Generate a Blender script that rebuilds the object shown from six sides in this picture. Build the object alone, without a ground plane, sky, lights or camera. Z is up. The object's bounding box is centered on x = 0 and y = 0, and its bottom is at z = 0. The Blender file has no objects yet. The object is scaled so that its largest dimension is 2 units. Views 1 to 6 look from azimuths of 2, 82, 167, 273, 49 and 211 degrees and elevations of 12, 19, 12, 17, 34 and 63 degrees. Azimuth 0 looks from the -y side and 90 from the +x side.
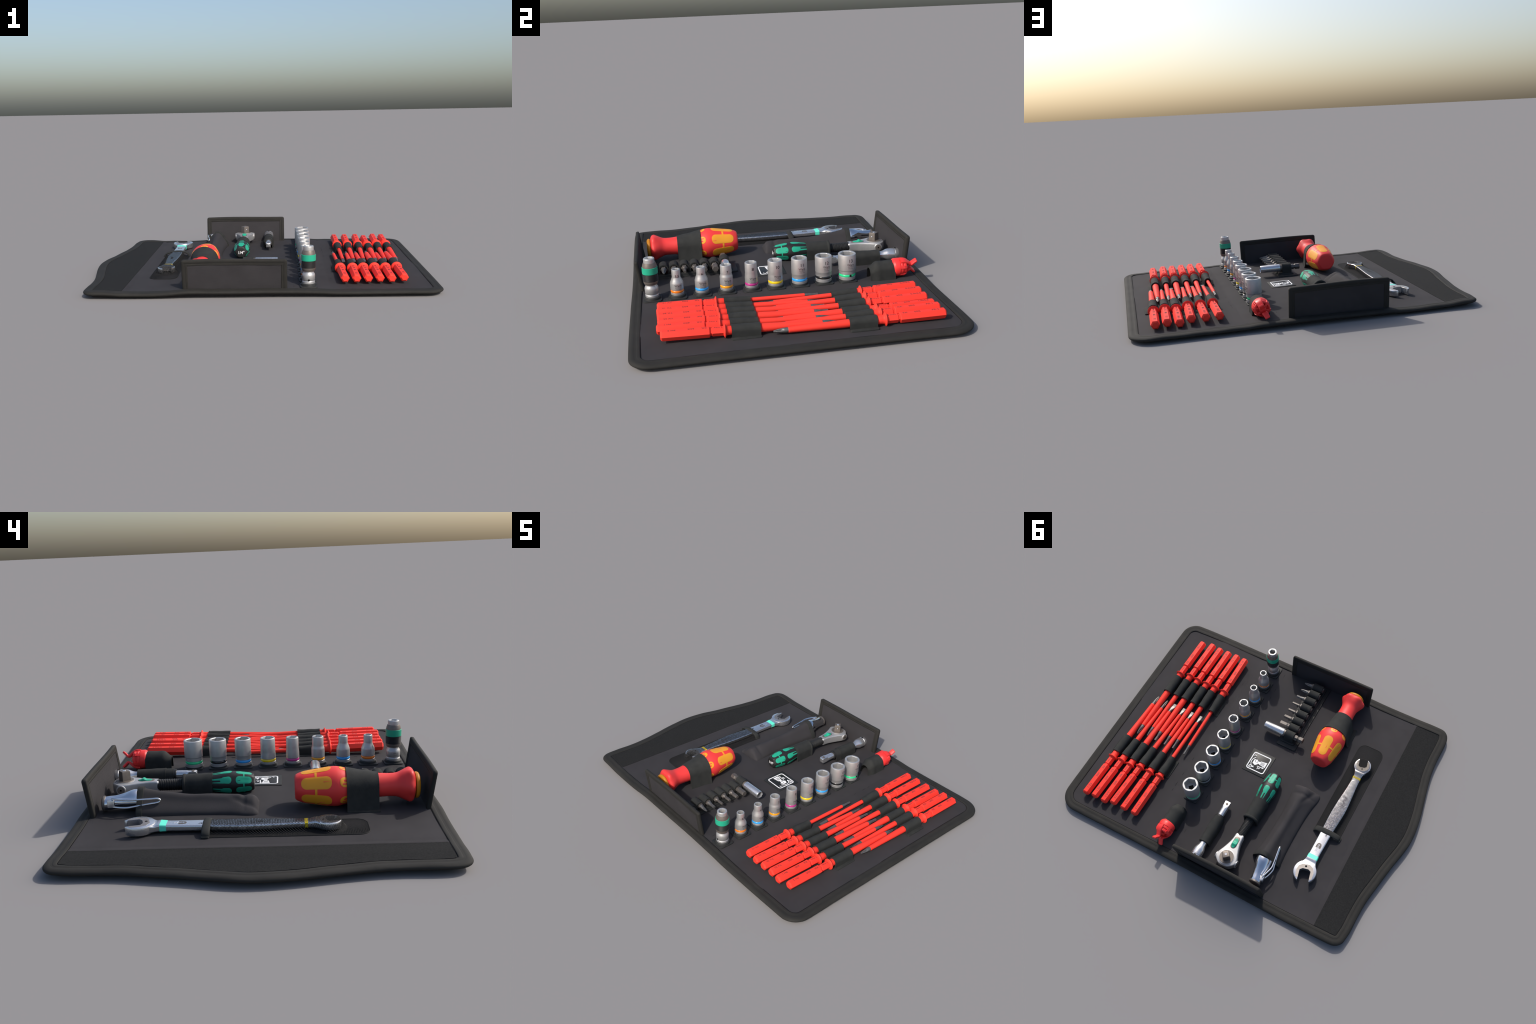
import bpy, bmesh, math, random
import numpy as np
from mathutils import Vector, Matrix

random.seed(7)
rng = np.random.default_rng(11)
PI = math.pi
COL = bpy.context.scene.collection
TOP = 0.0325            # height of the mat's upper face

# ------------------------------------------------------------------ materials
def _mat(name):
    m = bpy.data.materials.new(name)
    m.use_nodes = True
    nt = m.node_tree
    return m, nt, nt.nodes["Principled BSDF"]

def finish(name, col, rough=0.5, metallic=0.0, vary=0.0, vscale=30.0, bump=0.0, bscale=200.0,
           spec=0.5, coat=0.0, rough_vary=0.0, stretch=(1, 1, 1), weave=0.0, wscale=300.0):
    """Principled surface: base colour broken up by noise, fine relief by bump."""
    m, nt, b = _mat(name)
    L = nt.links.new
    tc = nt.nodes.new("ShaderNodeTexCoord")
    mp = nt.nodes.new("ShaderNodeMapping")
    mp.inputs["Scale"].default_value = stretch
    L(tc.outputs["Object"], mp.inputs["Vector"])
    b.inputs["Roughness"].default_value = rough
    b.inputs["Metallic"].default_value = metallic
    b.inputs["Specular IOR Level"].default_value = spec
    b.inputs["Coat Weight"].default_value = coat
    b.inputs["Base Color"].default_value = (*col, 1)
    if vary > 0:
        n = nt.nodes.new("ShaderNodeTexNoise")
        n.inputs["Scale"].default_value = vscale
        n.inputs["Detail"].default_value = 5
        L(mp.outputs[0], n.inputs["Vector"])
        r = nt.nodes.new("ShaderNodeValToRGB")
        r.color_ramp.elements[0].position = 0.3
        r.color_ramp.elements[1].position = 0.7
        r.color_ramp.elements[0].color = (*[c * (1 - vary) for c in col], 1)
        r.color_ramp.elements[1].color = (*[min(1, c * (1 + vary)) for c in col], 1)
        L(n.outputs["Fac"], r.inputs["Fac"])
        L(r.outputs["Color"], b.inputs["Base Color"])
        if rough_vary:
            mr = nt.nodes.new("ShaderNodeMapRange")
            mr.inputs["To Min"].default_value = rough - rough_vary
            mr.inputs["To Max"].default_value = rough + rough_vary
            L(n.outputs["Fac"], mr.inputs["Value"])
            L(mr.outputs[0], b.inputs["Roughness"])
    if bump > 0 or weave > 0:
        h = None
        if bump > 0:
            n2 = nt.nodes.new("ShaderNodeTexNoise")
            n2.inputs["Scale"].default_value = bscale
            n2.inputs["Detail"].default_value = 3
            L(mp.outputs[0], n2.inputs["Vector"])
            h = n2.outputs["Fac"]
        if weave > 0:
            w1 = nt.nodes.new("ShaderNodeTexWave")
            w1.inputs["Scale"].default_value = wscale
            w1.bands_direction = 'X'
            w2 = nt.nodes.new("ShaderNodeTexWave")
            w2.inputs["Scale"].default_value = wscale
            w2.bands_direction = 'Y'
            ad = nt.nodes.new("ShaderNodeMath")
            ad.operation = 'ADD'
            L(mp.outputs[0], w1.inputs["Vector"])
            L(mp.outputs[0], w2.inputs["Vector"])
            L(w1.outputs["Fac"], ad.inputs[0])
            L(w2.outputs["Fac"], ad.inputs[1])
            if h is None:
                h = ad.outputs[0]
            else:
                a2 = nt.nodes.new("ShaderNodeMath")
                a2.operation = 'MULTIPLY_ADD'
                L(ad.outputs[0], a2.inputs[0])
                a2.inputs[1].default_value = weave
                L(h, a2.inputs[2])
                h = a2.outputs[0]
        bp = nt.nodes.new("ShaderNodeBump")
        bp.inputs["Strength"].default_value = max(bump, weave)
        bp.inputs["Distance"].default_value = 0.0012
        L(h, bp.inputs["Height"])
        L(bp.outputs[0], b.inputs["Normal"])
    return m

M = dict(
    cloth=finish("mat_cloth", (0.0345, 0.0322, 0.0345), 0.85, vary=0.10, vscale=9, bump=0.35, bscale=420, spec=0.25, weave=0.2, wscale=260),
    binding=finish("binding_cloth", (0.0205, 0.0195, 0.0172), 0.8, vary=0.12, vscale=14, bump=0.3, bscale=350, spec=0.3),
    hook=finish("hook_strip", (0.0172, 0.0174, 0.0172), 0.95, vary=0.22, vscale=150, bump=0.5, bscale=420, spec=0.15),
    elastic=finish("elastic", (0.027, 0.028, 0.0265), 0.85, vary=0.12, vscale=40, bump=0.2, bscale=500, spec=0.25, weave=0.35, wscale=170),
    rubber=finish("black_rubber", (0.020, 0.021, 0.0205), 0.6, vary=0.12, vscale=40, spec=0.35),
    black=finish("black_plastic", (0.014, 0.014, 0.014), 0.45, spec=0.4),
    groove=finish("dark_thread", (0.008, 0.008, 0.009), 0.9, spec=0.1),
    red=finish("red_insulation", (0.88, 0.045, 0.028), 0.6, spec=0.25),
    redmark=finish("red_engraving", (0.15, 0.026, 0.021), 0.6),
    hred=finish("handle_red", (0.78, 0.045, 0.042), 0.5, spec=0.35, vary=0.03, vscale=12),
    yellow=finish("handle_yellow", (0.80, 0.330, 0.022), 0.5, spec=0.35),
    cap=finish("cap_yellow", (0.50, 0.200, 0.010), 0.5, spec=0.35),
    jawred=finish("jaw_red", (0.80, 0.036, 0.034), 0.42, spec=0.4),
    green=finish("grip_green", (0.018, 0.355, 0.215), 0.45, spec=0.35),
    grip=finish("grip_black", (0.017, 0.017, 0.017), 0.5, spec=0.35),
    satin=finish("satin_chrome", (0.47, 0.465, 0.46), 0.45, 0.62, vary=0.04, vscale=60, rough_vary=0.05),
    steel=finish("polished_steel", (0.66, 0.66, 0.67), 0.24, 0.85, vary=0.05, vscale=50, rough_vary=0.06),
    spanner=finish("spanner_steel", (0.68, 0.68, 0.69), 0.27, 0.9, vary=0.02, vscale=25, rough_vary=0.02),
    etched=finish("etched_steel", (0.60, 0.60, 0.61), 0.22, 0.95, vary=0.30, vscale=70, bump=1.0, bscale=90),
    chrome=finish("bright_chrome", (0.80, 0.81, 0.83), 0.06, 1.0),
    oxide=finish("oxide_steel", (0.125, 0.112, 0.102), 0.5, 0.5, vary=0.12, vscale=60),
    disc=finish("ratchet_steel", (0.185, 0.160, 0.140), 0.5, 0.55, vary=0.10, vscale=70),
    insert=finish("jaw_insert_steel", (0.36, 0.325, 0.295), 0.45, 0.8, vary=0.08, vscale=60),
    tip=finish("tip_steel", (0.15, 0.145, 0.14), 0.45, 0.6, vary=0.15, vscale=90),
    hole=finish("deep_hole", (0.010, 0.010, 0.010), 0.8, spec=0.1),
    ink=finish("black_ink", (0.022, 0.020, 0.020), 0.6, spec=0.2),
    greyink=finish("grey_ink", (0.13, 0.12, 0.115), 0.6, spec=0.2),
    white=finish("white_print", (0.86, 0.86, 0.86), 0.6, spec=0.2),
    net=finish("net_thread", (0.013, 0.013, 0.013), 0.75, spec=0.25),
    netback=finish("net_backing", (0.027, 0.026, 0.027), 0.95, vary=0.2, vscale=200, spec=0.1),
    mint=finish("mint_band", (0.12, 0.78, 0.57), 0.4),
    lemon=finish("lemon_band", (0.70, 0.52, 0.010), 0.4),
    r_orange=finish("ring_orange", (0.85, 0.21, 0.015), 0.25, coat=0.4),
    r_blue=finish("ring_blue", (0.035, 0.36, 0.85), 0.25, coat=0.4),
    r_amber=finish("ring_amber", (0.86, 0.34, 0.012), 0.25, coat=0.4),
    r_magenta=finish("ring_magenta", (0.50, 0.035, 0.24), 0.25, coat=0.4),
    r_yellow=finish("ring_yellow", (0.86, 0.60, 0.010), 0.25, coat=0.4),
    r_black=finish("ring_black", (0.012, 0.012, 0.012), 0.2, coat=0.5),
    r_green=finish("ring_green", (0.030, 0.66, 0.27), 0.25, coat=0.4),
)

# ------------------------------------------------------------------ mesh helpers
def thing(name, loc, label, category):
    e = bpy.data.objects.new(name, None)
    e.empty_display_size = 0.02
    e.location = loc
    COL.objects.link(e)
    e["label"] = label
    e["category"] = category
    return e

def raw_mesh(name, verts, faces, mat, smooth=True, angle=38):
    me = bpy.data.meshes.new(name)
    me.from_pydata([tuple(map(float, v)) for v in verts], [], faces)
    me.validate(clean_customdata=False)
    bm = bmesh.new()
    bm.from_mesh(me)
    bmesh.ops.recalc_face_normals(bm, faces=bm.faces)
    bm.to_mesh(me)
    bm.free()
    me.materials.append(mat)
    if smooth:
        me.polygons.foreach_set("use_smooth", [True] * len(me.polygons))
        me.set_sharp_from_angle(angle=math.radians(angle))
    me.update()
    return me

def part(name, geo, mat, parent, smooth=True, angle=38, world=True, kind=None):
    """geo = (verts, faces) in world coordinates (or in the parent's own, world=False)."""
    v, f = geo
    v = np.asarray(v, float)
    if world:
        o, p = np.zeros(3), parent
        while p is not None:
            o += np.array(p.location)
            p = p.parent
        v = v - o
    ob = bpy.data.objects.new(name, raw_mesh(name, v, f, mat, smooth, angle))
    ob.parent = parent
    COL.objects.link(ob)
    if kind:
        ob["kind"] = kind
    return ob

def share(src, name, parent, loc=(0, 0, 0)):
    ob = bpy.data.objects.new(name, src.data)
    ob.parent = parent
    ob.location = loc
    COL.objects.link(ob)
    return ob

def join(*geos):
    V, F, n = [], [], 0
    for v, f in geos:
        v = np.asarray(v, float)
        V.append(v)
        F += [tuple(i + n for i in q) for q in f]
        n += len(v)
    return np.vstack(V), F

def loft(rings, caps=(True, True), closed=True, loop=False):
    rings = [np.asarray(r, float) for r in rings]
    n, k = len(rings[0]), len(rings)
    V = np.vstack(rings)
    F = []
    for i in range(k if loop else k - 1):
        a, b = i * n, ((i + 1) % k) * n
        for j in range(n if closed else n - 1):
            jj = (j + 1) % n
            F.append((a + j, a + jj, b + jj, b + j))
    if not loop and closed:
        if caps[0]:
            F.append(tuple(range(n))[::-1])
        if caps[1]:
            F.append(tuple((k - 1) * n + j for j in range(n)))
    return V, F

def smooth_profile(pts, n=8):
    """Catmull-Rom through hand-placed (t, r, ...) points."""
    p = np.asarray(pts, float)
    p = np.vstack([2 * p[0] - p[1], p, 2 * p[-1] - p[-2]])
    out = []
    for i in range(1, len(p) - 2):
        for s in np.linspace(0, 1, n, endpoint=False):
            a, b, c, d = p[i - 1], p[i], p[i + 1], p[i + 2]
            out.append(0.5 * (2 * b + (c - a) * s + (2 * a - 5 * b + 4 * c - d) * s * s + (3 * b - a - 3 * c + d) * s ** 3))
    out.append(p[-2])
    return np.array(out)

def frame(axis):
    if axis == 'y':
        return np.array([1., 0, 0]), np.array([0, 0, 1.]), np.array([0, 1., 0])
    if axis == 'x':
        return np.array([0, 1., 0]), np.array([0, 0, 1.]), np.array([1., 0, 0])
    return np.array([1., 0, 0]), np.array([0, 1., 0]), np.array([0, 0, 1.])

def ngon_factor(sides, phase=0.0, roundness=0.0):
    """radius multiplier that turns a circle of circumradius 1 into a regular polygon"""
    def f(th, t=0):
        s = 2 * PI / sides
        a = (th - phase) % s - s / 2
        k = math.cos(s / 2) / math.cos(a)
        return k * (1 - roundness) + roundness
    return f

def revolve(prof, centre, axis='z', n=40, mod=None, caps=(True, True)):
    """prof: (t, r) along the axis, t added to the centre's own coordinate on that axis"""
    U, W, A = frame(axis)
    c = np.asarray(centre, float)
    rings = []
    th = np.linspace(0, 2 * PI, n, endpoint=False)
    for row in prof:
        t, r = row[0], row[1]
        m = np.array([mod(x, t) if mod else 1.0 for x in th])
        rings.append(c + A * t + np.outer(np.cos(th) * r * m, U) + np.outer(np.sin(th) * r * m, W))
    return loft(rings, caps)

def tube(path, r, n=8, caps=(True, True)):
    P = np.asarray(path, float)
    rings = []
    T = np.gradient(P, axis=0)
    up = np.array([0.13, 0.21, 1.0])
    for i, p in enumerate(P):
        t = T[i] / np.linalg.norm(T[i])
        u = np.cross(t, up); u /= np.linalg.norm(u)
        w = np.cross(u, t)
        th = np.linspace(0, 2 * PI, n, endpoint=False)
        rr = r[i] if hasattr(r, '__len__') else r
        rings.append(p + rr * (np.outer(np.cos(th), u) + np.outer(np.sin(th), w)))
    return loft(rings, caps)

def rounded_rect(w, h, r, n=5):
    pts = []
    for cx, cy, a0 in ((w / 2 - r, h / 2 - r, 0), (-w / 2 + r, h / 2 - r, PI / 2), (-w / 2 + r, -h / 2 + r, PI), (w / 2 - r, -h / 2 + r, 1.5 * PI)):
        for a in np.linspace(a0, a0 + PI / 2, n):
            pts.append((cx + r * math.cos(a), cy + r * math.sin(a)))
    return np.array(pts)

def slab(poly, z0, z1, bevel=0.0, xf=None):
    """prism on a 2D outline, upper edge chamfered in two steps"""
    p = np.asarray(poly, float)
    c = p.mean(0)
    nrm = np.roll(p, -1, 0) - np.roll(p, 1, 0)
    nrm = np.stack([nrm[:, 1], -nrm[:, 0]], 1)
    nrm /= np.linalg.norm(nrm, axis=1)[:, None] + 1e-9
    area = 0.5 * np.sum(p[:, 0] * np.roll(p[:, 1], -1) - np.roll(p[:, 0], -1) * p[:, 1])
    if area < 0:
        nrm = -nrm
    def ring(off, z):
        q = p - nrm * off
        return np.column_stack([q, np.full(len(q), z)])
    rings = [ring(0, z0)]
    if bevel > 0:
        rings += [ring(0, z1 - bevel), ring(bevel * 0.3, z1 - bevel * 0.3), ring(bevel, z1)]
    else:
        rings.append(ring(0, z1))
    V, F = loft(rings)
    if xf is not None:
        V = np.array([xf(v) for v in V])
    return V, F

def sphere(c, r, n=14):
    prof = [(-r * math.cos(a), max(1e-5, r * math.sin(a))) for a in np.linspace(0, PI, n)]
    return revolve(prof, c, 'z', n)

def smooth01(a, b, x):
    t = np.clip((np.asarray(x, float) - a) / (b - a), 0, 1)
    return t * t * (3 - 2 * t)

_text_cache = {}
def text_geo(body, size, depth=0.0006, align='CENTER', offset=0.0):
    key = (body, size, depth, align, offset)
    if key in _text_cache:
        return _text_cache[key]
    cu = bpy.data.curves.new("lettering", 'FONT')
    cu.body = body
    cu.size = size
    cu.extrude = depth / 2
    cu.align_x = align
    cu.align_y = 'CENTER'
    cu.resolution_u = 3
    cu.offset = offset
    ob = bpy.data.objects.new("lettering", cu)
    COL.objects.link(ob)
    bpy.context.view_layer.update()
    me = bpy.data.meshes.new_from_object(ob.evaluated_get(bpy.context.evaluated_depsgraph_get()))
    v = np.array([tuple(x.co) for x in me.vertices])
    f = [tuple(p.vertices) for p in me.polygons]
    bpy.data.objects.remove(ob)
    bpy.data.curves.remove(cu)
    bpy.data.meshes.remove(me)
    _text_cache[key] = (v, f)
    return v, f

def place_text(geo, origin, right, up):
    v, f = geo
    right, up = np.asarray(right, float), np.asarray(up, float)
    out = np.cross(right, up)
    return np.asarray(origin) + v[:, :1] * right + v[:, 1:2] * up + v[:, 2:3] * out, f

def wrap_text(geo, cx, cy, z, r, th0):
    v, f = geo
    th = th0 + v[:, 0] / r
    rr = r + v[:, 2]
    return np.column_stack([cx + rr * np.cos(th), cy + rr * np.sin(th), z + v[:, 1]]), f

# ------------------------------------------------------------------ tool roll: mat
roll = thing("tool_roll", (0, 0, 0), "open black fabric tool roll with two upright flaps", "tool roll")

def und(x, y):
    """gentle lift of the mat towards its ends and under the flaps"""
    x, y = np.asarray(x, float), np.asarray(y, float)
    e = 0.0015 * smooth01(0.80, 1.0, -x) - 0.0022 * smooth01(0.80, 0.95, x)
    e = e + 0.006 * np.exp(-((x + 0.36) / 0.16) ** 2) * smooth01(0.6, 0.77, -y)
    e = e + 0.001 * np.exp(-((x + 0.86) / 0.16) ** 2) * smooth01(0.5, 0.76, np.abs(y)) - 0.002 * smooth01(0.6, 0.9, x) * smooth01(0.4, 0.7, np.abs(y))
    e = e + 0.002 * np.sin(x * 7.0 + 1.0) * smooth01(0.65, 0.77, np.abs(y))
    e = e - 0.0045 * smooth01(-0.30, -0.55, x) + 0.0055 * smooth01(-0.70, -0.82, x)
    # the cloth swells between the tools in the middle
    e = e + 0.0095 * np.exp(-((x + 0.175) / 0.14) ** 2 - ((y + 0.03) / 0.13) ** 2) + 0.0035 * smooth01(-0.48, -0.36, x) * (1 - smooth01(0.33, 0.42, x)) + 0.0050 * np.exp(-((x + 0.22) / 0.11) ** 2 - ((y + 0.42) / 0.13) ** 2)
    return e

left_edge = [(-0.905, 0.722), (-0.913, 0.66), (-0.914, 0.57), (-0.921, 0.46), (-0.941, 0.34), (-0.962, 0.22), (-0.988, 0.10),
             (-0.9985, 0.02), (-0.9975, -0.06), (-0.982, -0.18), (-0.956, -0.31), (-0.934, -0.44), (-0.928, -0.54), (-0.930, -0.64), (-0.928, -0.700)]
def corner(cx, cy, r, a0, a1, n=7):
    return [(cx + r * math.cos(a), cy + r * math.sin(a)) for a in np.linspace(a0, a1, n)]
HY0, HY1 = -0.7715, 0.7720
ctrl = []
ctrl += corner(0.885, HY1 - 0.115, 0.115, 0, PI / 2)
ctrl += [(x, HY1 - 0.003 * math.sin(x * 4)) for x in (0.7, 0.4, 0.1, -0.2, -0.5, -0.7)]
ctrl += corner(-0.838, HY1 - 0.072, 0.072, PI / 2, PI * 0.90, 5)
ctrl += left_edge
ctrl += corner(-0.861, HY0 + 0.064, 0.064, PI * 1.1, PI * 1.5, 5)
ctrl += [(x, HY0 + 0.003 * math.cos(x * 5)) for x in (-0.7, -0.5, -0.2, 0.1, 0.4, 0.7)]
ctrl += corner(0.905, HY0 + 0.095, 0.095, -PI / 2, 0)
ctrl += [(1.0, -0.45), (1.0, -0.1), (1.0, 0.25), (1.0, 0.5)]
ctrl = np.array(ctrl)

def closed_resample(pts, n):
    # smooth by Catmull-Rom, then even arc length
    q, m = [], len(pts)
    for i in range(m):
        a, b, c, d = pts[i - 1], pts[i], pts[(i + 1) % m], pts[(i + 2) % m]
        la = np.linalg.norm(c - b)
        t1 = (c - a) * la / (np.linalg.norm(b - a) + la)
        t2 = (d - b) * la / (np.linalg.norm(d - c) + la)
        for s in np.linspace(0, 1, 12, endpoint=False):
            h = (2 * s ** 3 - 3 * s * s + 1, s ** 3 - 2 * s * s + s, -2 * s ** 3 + 3 * s * s, s ** 3 - s * s)
            q.append(h[0] * b + h[1] * t1 + h[2] * c + h[3] * t2)
    q = np.array(q + [q[0]])
    d = np.concatenate([[0], np.cumsum(np.linalg.norm(np.diff(q, axis=0), axis=1))])
    s = np.linspace(0, d[-1], n, endpoint=False)
    return np.column_stack([np.interp(s, d, q[:, 0]), np.interp(s, d, q[:, 1])])

outline = closed_resample(ctrl, 520)
tan = np.roll(outline, -1, 0) - np.roll(outline, 1, 0)
tan /= np.linalg.norm(tan, axis=1)[:, None]
out_n = np.column_stack([tan[:, 1], -tan[:, 0]])      # outline runs counter-clockwise

def offset_outline(d):
    return outline + out_n * d

def mat_z(x, y):
    """upper face of the mat: folds along y, faint ripple"""
    z = TOP + 0.0010 * np.sin(x * 9 + 1.3 * np.sin(y * 3)) * np.cos(y * 5 + x) + und(x, y)
    z = z + 0.0016 * np.exp(-((x + 0.708) / 0.009) ** 2) - 0.0012 * np.exp(-((x + 0.690) / 0.006) ** 2)
    z = z - 0.0012 * np.exp(-((x - 0.402) / 0.006) ** 2) - 0.0010 * np.exp(-((x - 0.205) / 0.005) ** 2)
    return z

inner = offset_outline(-0.044)
rings = []
for s in np.linspace(1, 0.012, 90):
    q = inner * s
    rings.append(np.column_stack([q, mat_z(q[:, 0], q[:, 1])]))
low = np.column_stack([inner, np.full(len(inner), 0.0015)])
low_c = np.column_stack([inner * 0.9, np.full(len(inner), 0.0)])
part("mat", loft([low_c, low] + rings), M["cloth"], roll)

# edge binding: round outer roll, stitched flat hem inside
sec = [(-0.053, 0.0290), (-0.0525, 0.0338), (-0.050, 0.0350), (-0.046, 0.0354), (-0.041, 0.0352), (-0.0355, 0.0349), (-0.0340, 0.0341), (-0.0320, 0.0348)]
for a in np.linspace(1.95, -1.55, 16):
    sec.append((-0.0220 + 0.0220 * math.cos(a), 0.0230 + 0.0120 * math.sin(a)))
sec += [(-0.036, 0.0095), (-0.052, 0.0050)]
rings = []
lift = und(outline[:, 0], outline[:, 1])
for d, z in sec:
    q = offset_outline(d)
    ripple = 0.0006 * np.sin(np.arange(len(q)) * 2 * PI * 37 / len(q)) if z > 0.03 else 0
    rings.append(np.column_stack([q, np.maximum(z + lift + ripple, 0.0)]))
V, F = loft(rings, loop=True)
part("edge_binding", (V, F), M["binding"], roll, angle=60)

# seam line where the hem meets the cloth
rings = []
for d, z in ((-0.0550, 0.027), (-0.0550, 0.0333), (-0.0528, 0.0333), (-0.0528, 0.027)):
    q = offset_outline(d)
    rings.append(np.column_stack([q, z + und(q[:, 0], q[:, 1])]))
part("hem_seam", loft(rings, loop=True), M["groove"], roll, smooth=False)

# hook strip on the tongue
strip_in = offset_outline(-0.0565)
def strip_left(y):
    m = strip_in[:, 0] < -0.6
    c = strip_in[m]
    o = np.argsort(c[:, 1])
    return np.interp(y, c[o, 1], c[o, 0])
lo_y = strip_in[strip_in[:, 0] < -0.7][:, 1].min() + 0.001
hi_y = strip_in[strip_in[:, 0] < -0.7][:, 1].max() - 0.001
ys = np.concatenate([lo_y + 0.03 * np.linspace(0, 1, 10) ** 2, np.linspace(lo_y + 0.035, hi_y - 0.035, 120), hi_y - 0.03 * np.linspace(1, 0, 10) ** 2])
rings = []
XH = -0.7185
for y in ys:
    xl = min(strip_left(y), XH - 0.002)
    xs = np.linspace(xl, XH, 26)
    zt = mat_z(xs, y) + 0.0016 + 0.0004 * rng.random(len(xs))
    rings.append(np.vstack([np.column_stack([xs, np.full(len(xs), y), zt]), np.column_stack([xs[::-1], np.full(len(xs), y), zt[::-1] - 0.006])]))
part("hook_strip", loft(rings), M["hook"], roll, angle=60)

# stitch dashes beside the row of holders
st = []
for x, first in ((0.417, -0.66), (0.205, -0.66)):
    for i in range(12):
        y = first + 0.1262 * i * 0.98
        for dy, ln in ((0.0, 0.036), (0.055, 0.022)):
            yy = y + dy + rng.uniform(-0.008, 0.008)
            if yy > 0.66 or rng.random() < 0.62:
                continue
            z = mat_z(x, yy) + 0.0003
            st.append(tube([(x, yy - ln / 2, z - 0.0012), (x + 0.0006, yy - ln / 4, z), (x - 0.0004, yy + ln / 4, z), (x, yy + ln / 2, z - 0.0012)], 0.0008, 5))
part("stitch", join(*st), M["groove"], roll, kind="stuff")

# ------------------------------------------------------------------ flaps
def flap(side):
    x0, x1 = -0.390, 0.168
    yb, yt, zb, zt = (0.705, 0.7275, 0.026, 0.205) if side > 0 else (0.7090, 0.7345, 0.026, 0.200)
    half = 0.0080 if side > 0 else 0.0065
    L = math.hypot(yt - yb, zt - zb)
    ny, nz = (zt - zb) / L, -(yt - yb) / L          # outward normal in the y-z plane
    def place(u, v, w):
        bow = (-0.005 if side > 0 else -0.002) * math.sin(PI * (u - x0) / (x1 - x0)) * (v / L)
        sag = (0.002 * math.sin(2 * PI * (u - x0) / (x1 - x0)) + 0.006 * math.sin(PI * (u - x0) / (x1 - x0))) * (v / L)
        vv = v + sag * 0.6
        y = yb + (yt - yb) * vv / L + w * ny + bow
        z = zb + (zt - zb) * vv / L + w * nz
        return (u, side * y, z)
    nu, nv = 60, 16
    top, bot = [], []
    for i in range(nv + 1):
        v = (L - 0.012) * i / nv
        us = np.linspace(x0 + 0.012, x1 - 0.012, nu)
        top.append(np.array([place(u, v, half + 0.0008 * math.sin(u * 30) * math.sin(v * 40)) for u in us]))
        bot.append(np.array([place(u, v, -half) for u in us]))
    rings = [np.vstack([t, b[::-1]]) for t, b in zip(top, bot)]
    root = part("flap", loft(rings), M["cloth"], roll)
    # binding: swept around three edges, doubled hem on the inner side
    R = 0.012
    path = [(x0, -0.004)] + [(x0, v) for v in np.linspace(0.02, L - R, 10)]
    path += [(x0 + R - R * math.cos(a), L - R + R * math.sin(a)) for a in np.linspace(0.2, PI / 2 - 0.2, 5)]
    path += [(u, L) for u in np.linspace(x0 + R, x1 - R, 40)]
    path += [(x1 - R + R * math.sin(a), L - R + R * math.cos(a)) for a in np.linspace(0.2, PI / 2 - 0.2, 5)]
    path += [(x1, v) for v in np.linspace(L - R, 0.02, 10)] + [(x1, -0.004)]
    path = np.array(path)
    T = np.gradient(path, axis=0)
    T /= np.linalg.norm(T, axis=1)[:, None]
    N = np.column_stack([T[:, 1], -T[:, 0]])       # points inward (to the flap's middle)
    sec = [(0.0, 0.0080), (0.003, 0.0105), (0.009, 0.0115), (0.018, 0.0110), (0.0205, 0.0098), (0.022, 0.0106), (0.030, 0.0100), (0.0325, 0.0065)]
    sec = [(d, w + half - 0.008) for d, w in sec]
    sec = sec + [(d, -w) for d, w in sec[::-1]]
    sec = [(-0.001, 0.0)] + sec
    rings = []
    for p, n in zip(path, N):
        rings.append(np.array([place(p[0] + n[0] * d, p[1] + n[1] * d, w) for d, w in sec]))
    part("flap_binding", loft(rings), M["binding"], root, angle=50)
    return root
flap(1)
flap(-1)

# ------------------------------------------------------------------ elastic loops
def arch(t0, t1, centre0, centre1, R0, R1, axis='y', thick=0.0045, foot=0.0, nt=10, na=20, R_shape=None, z_shape=None, base=TOP - 0.001, wob=0.0006, lip=True):
    """band of elastic over a tool: centreN = (cross coordinate, z) at both ends of the band"""
    rings = []
    for i in range(nt + 1):
        s = i / nt
        t = t0 + (t1 - t0) * s
        c = centre0[0] + (centre1[0] - centre0[0]) * s
        z = centre0[1] + (centre1[1] - centre0[1]) * s if z_shape is None else z_shape(t)
        R = R0 + (R1 - R0) * s if R_shape is None else R_shape(t)
        edge = 0.0009 if lip and (i in (0, nt)) else 0.0
        def path(rad):
            pts = [(c - rad - foot, base + rad - R + 0.0), (c - rad - foot * 0.35, base + 0.35 * (z - base)), ]
            for a in np.linspace(PI, 0, na):
                pts.append((c + rad * math.cos(a), z + rad * math.sin(a)))
            pts += [(c + rad + foot * 0.35, base + 0.35 * (z - base)), (c + rad + foot, base + rad - R + 0.0)]
            return pts
        w = wob * math.sin(t * 90)
        o = path(R + edge + w)
        n = path(R - thick - edge)
        ring = o + n[::-1]
        if axis == 'y':
            rings.append(np.array([(p, t, q) for p, q in ring]))
        else:
            rings.append(np.array([(t, p, q) for p, q in ring]))
    return loft(rings)

def tab(x0, x1, y0, y1, z0=TOP, h=0.005):
    p = rounded_rect(x1 - x0, y1 - y0, min(0.006, (x1 - x0) / 2.2, (y1 - y0) / 2.2), 4) + np.array([(x0 + x1) / 2, (y0 + y1) / 2])
    return slab(p, z0 - 0.001, z0 + h, 0.0015)

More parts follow.
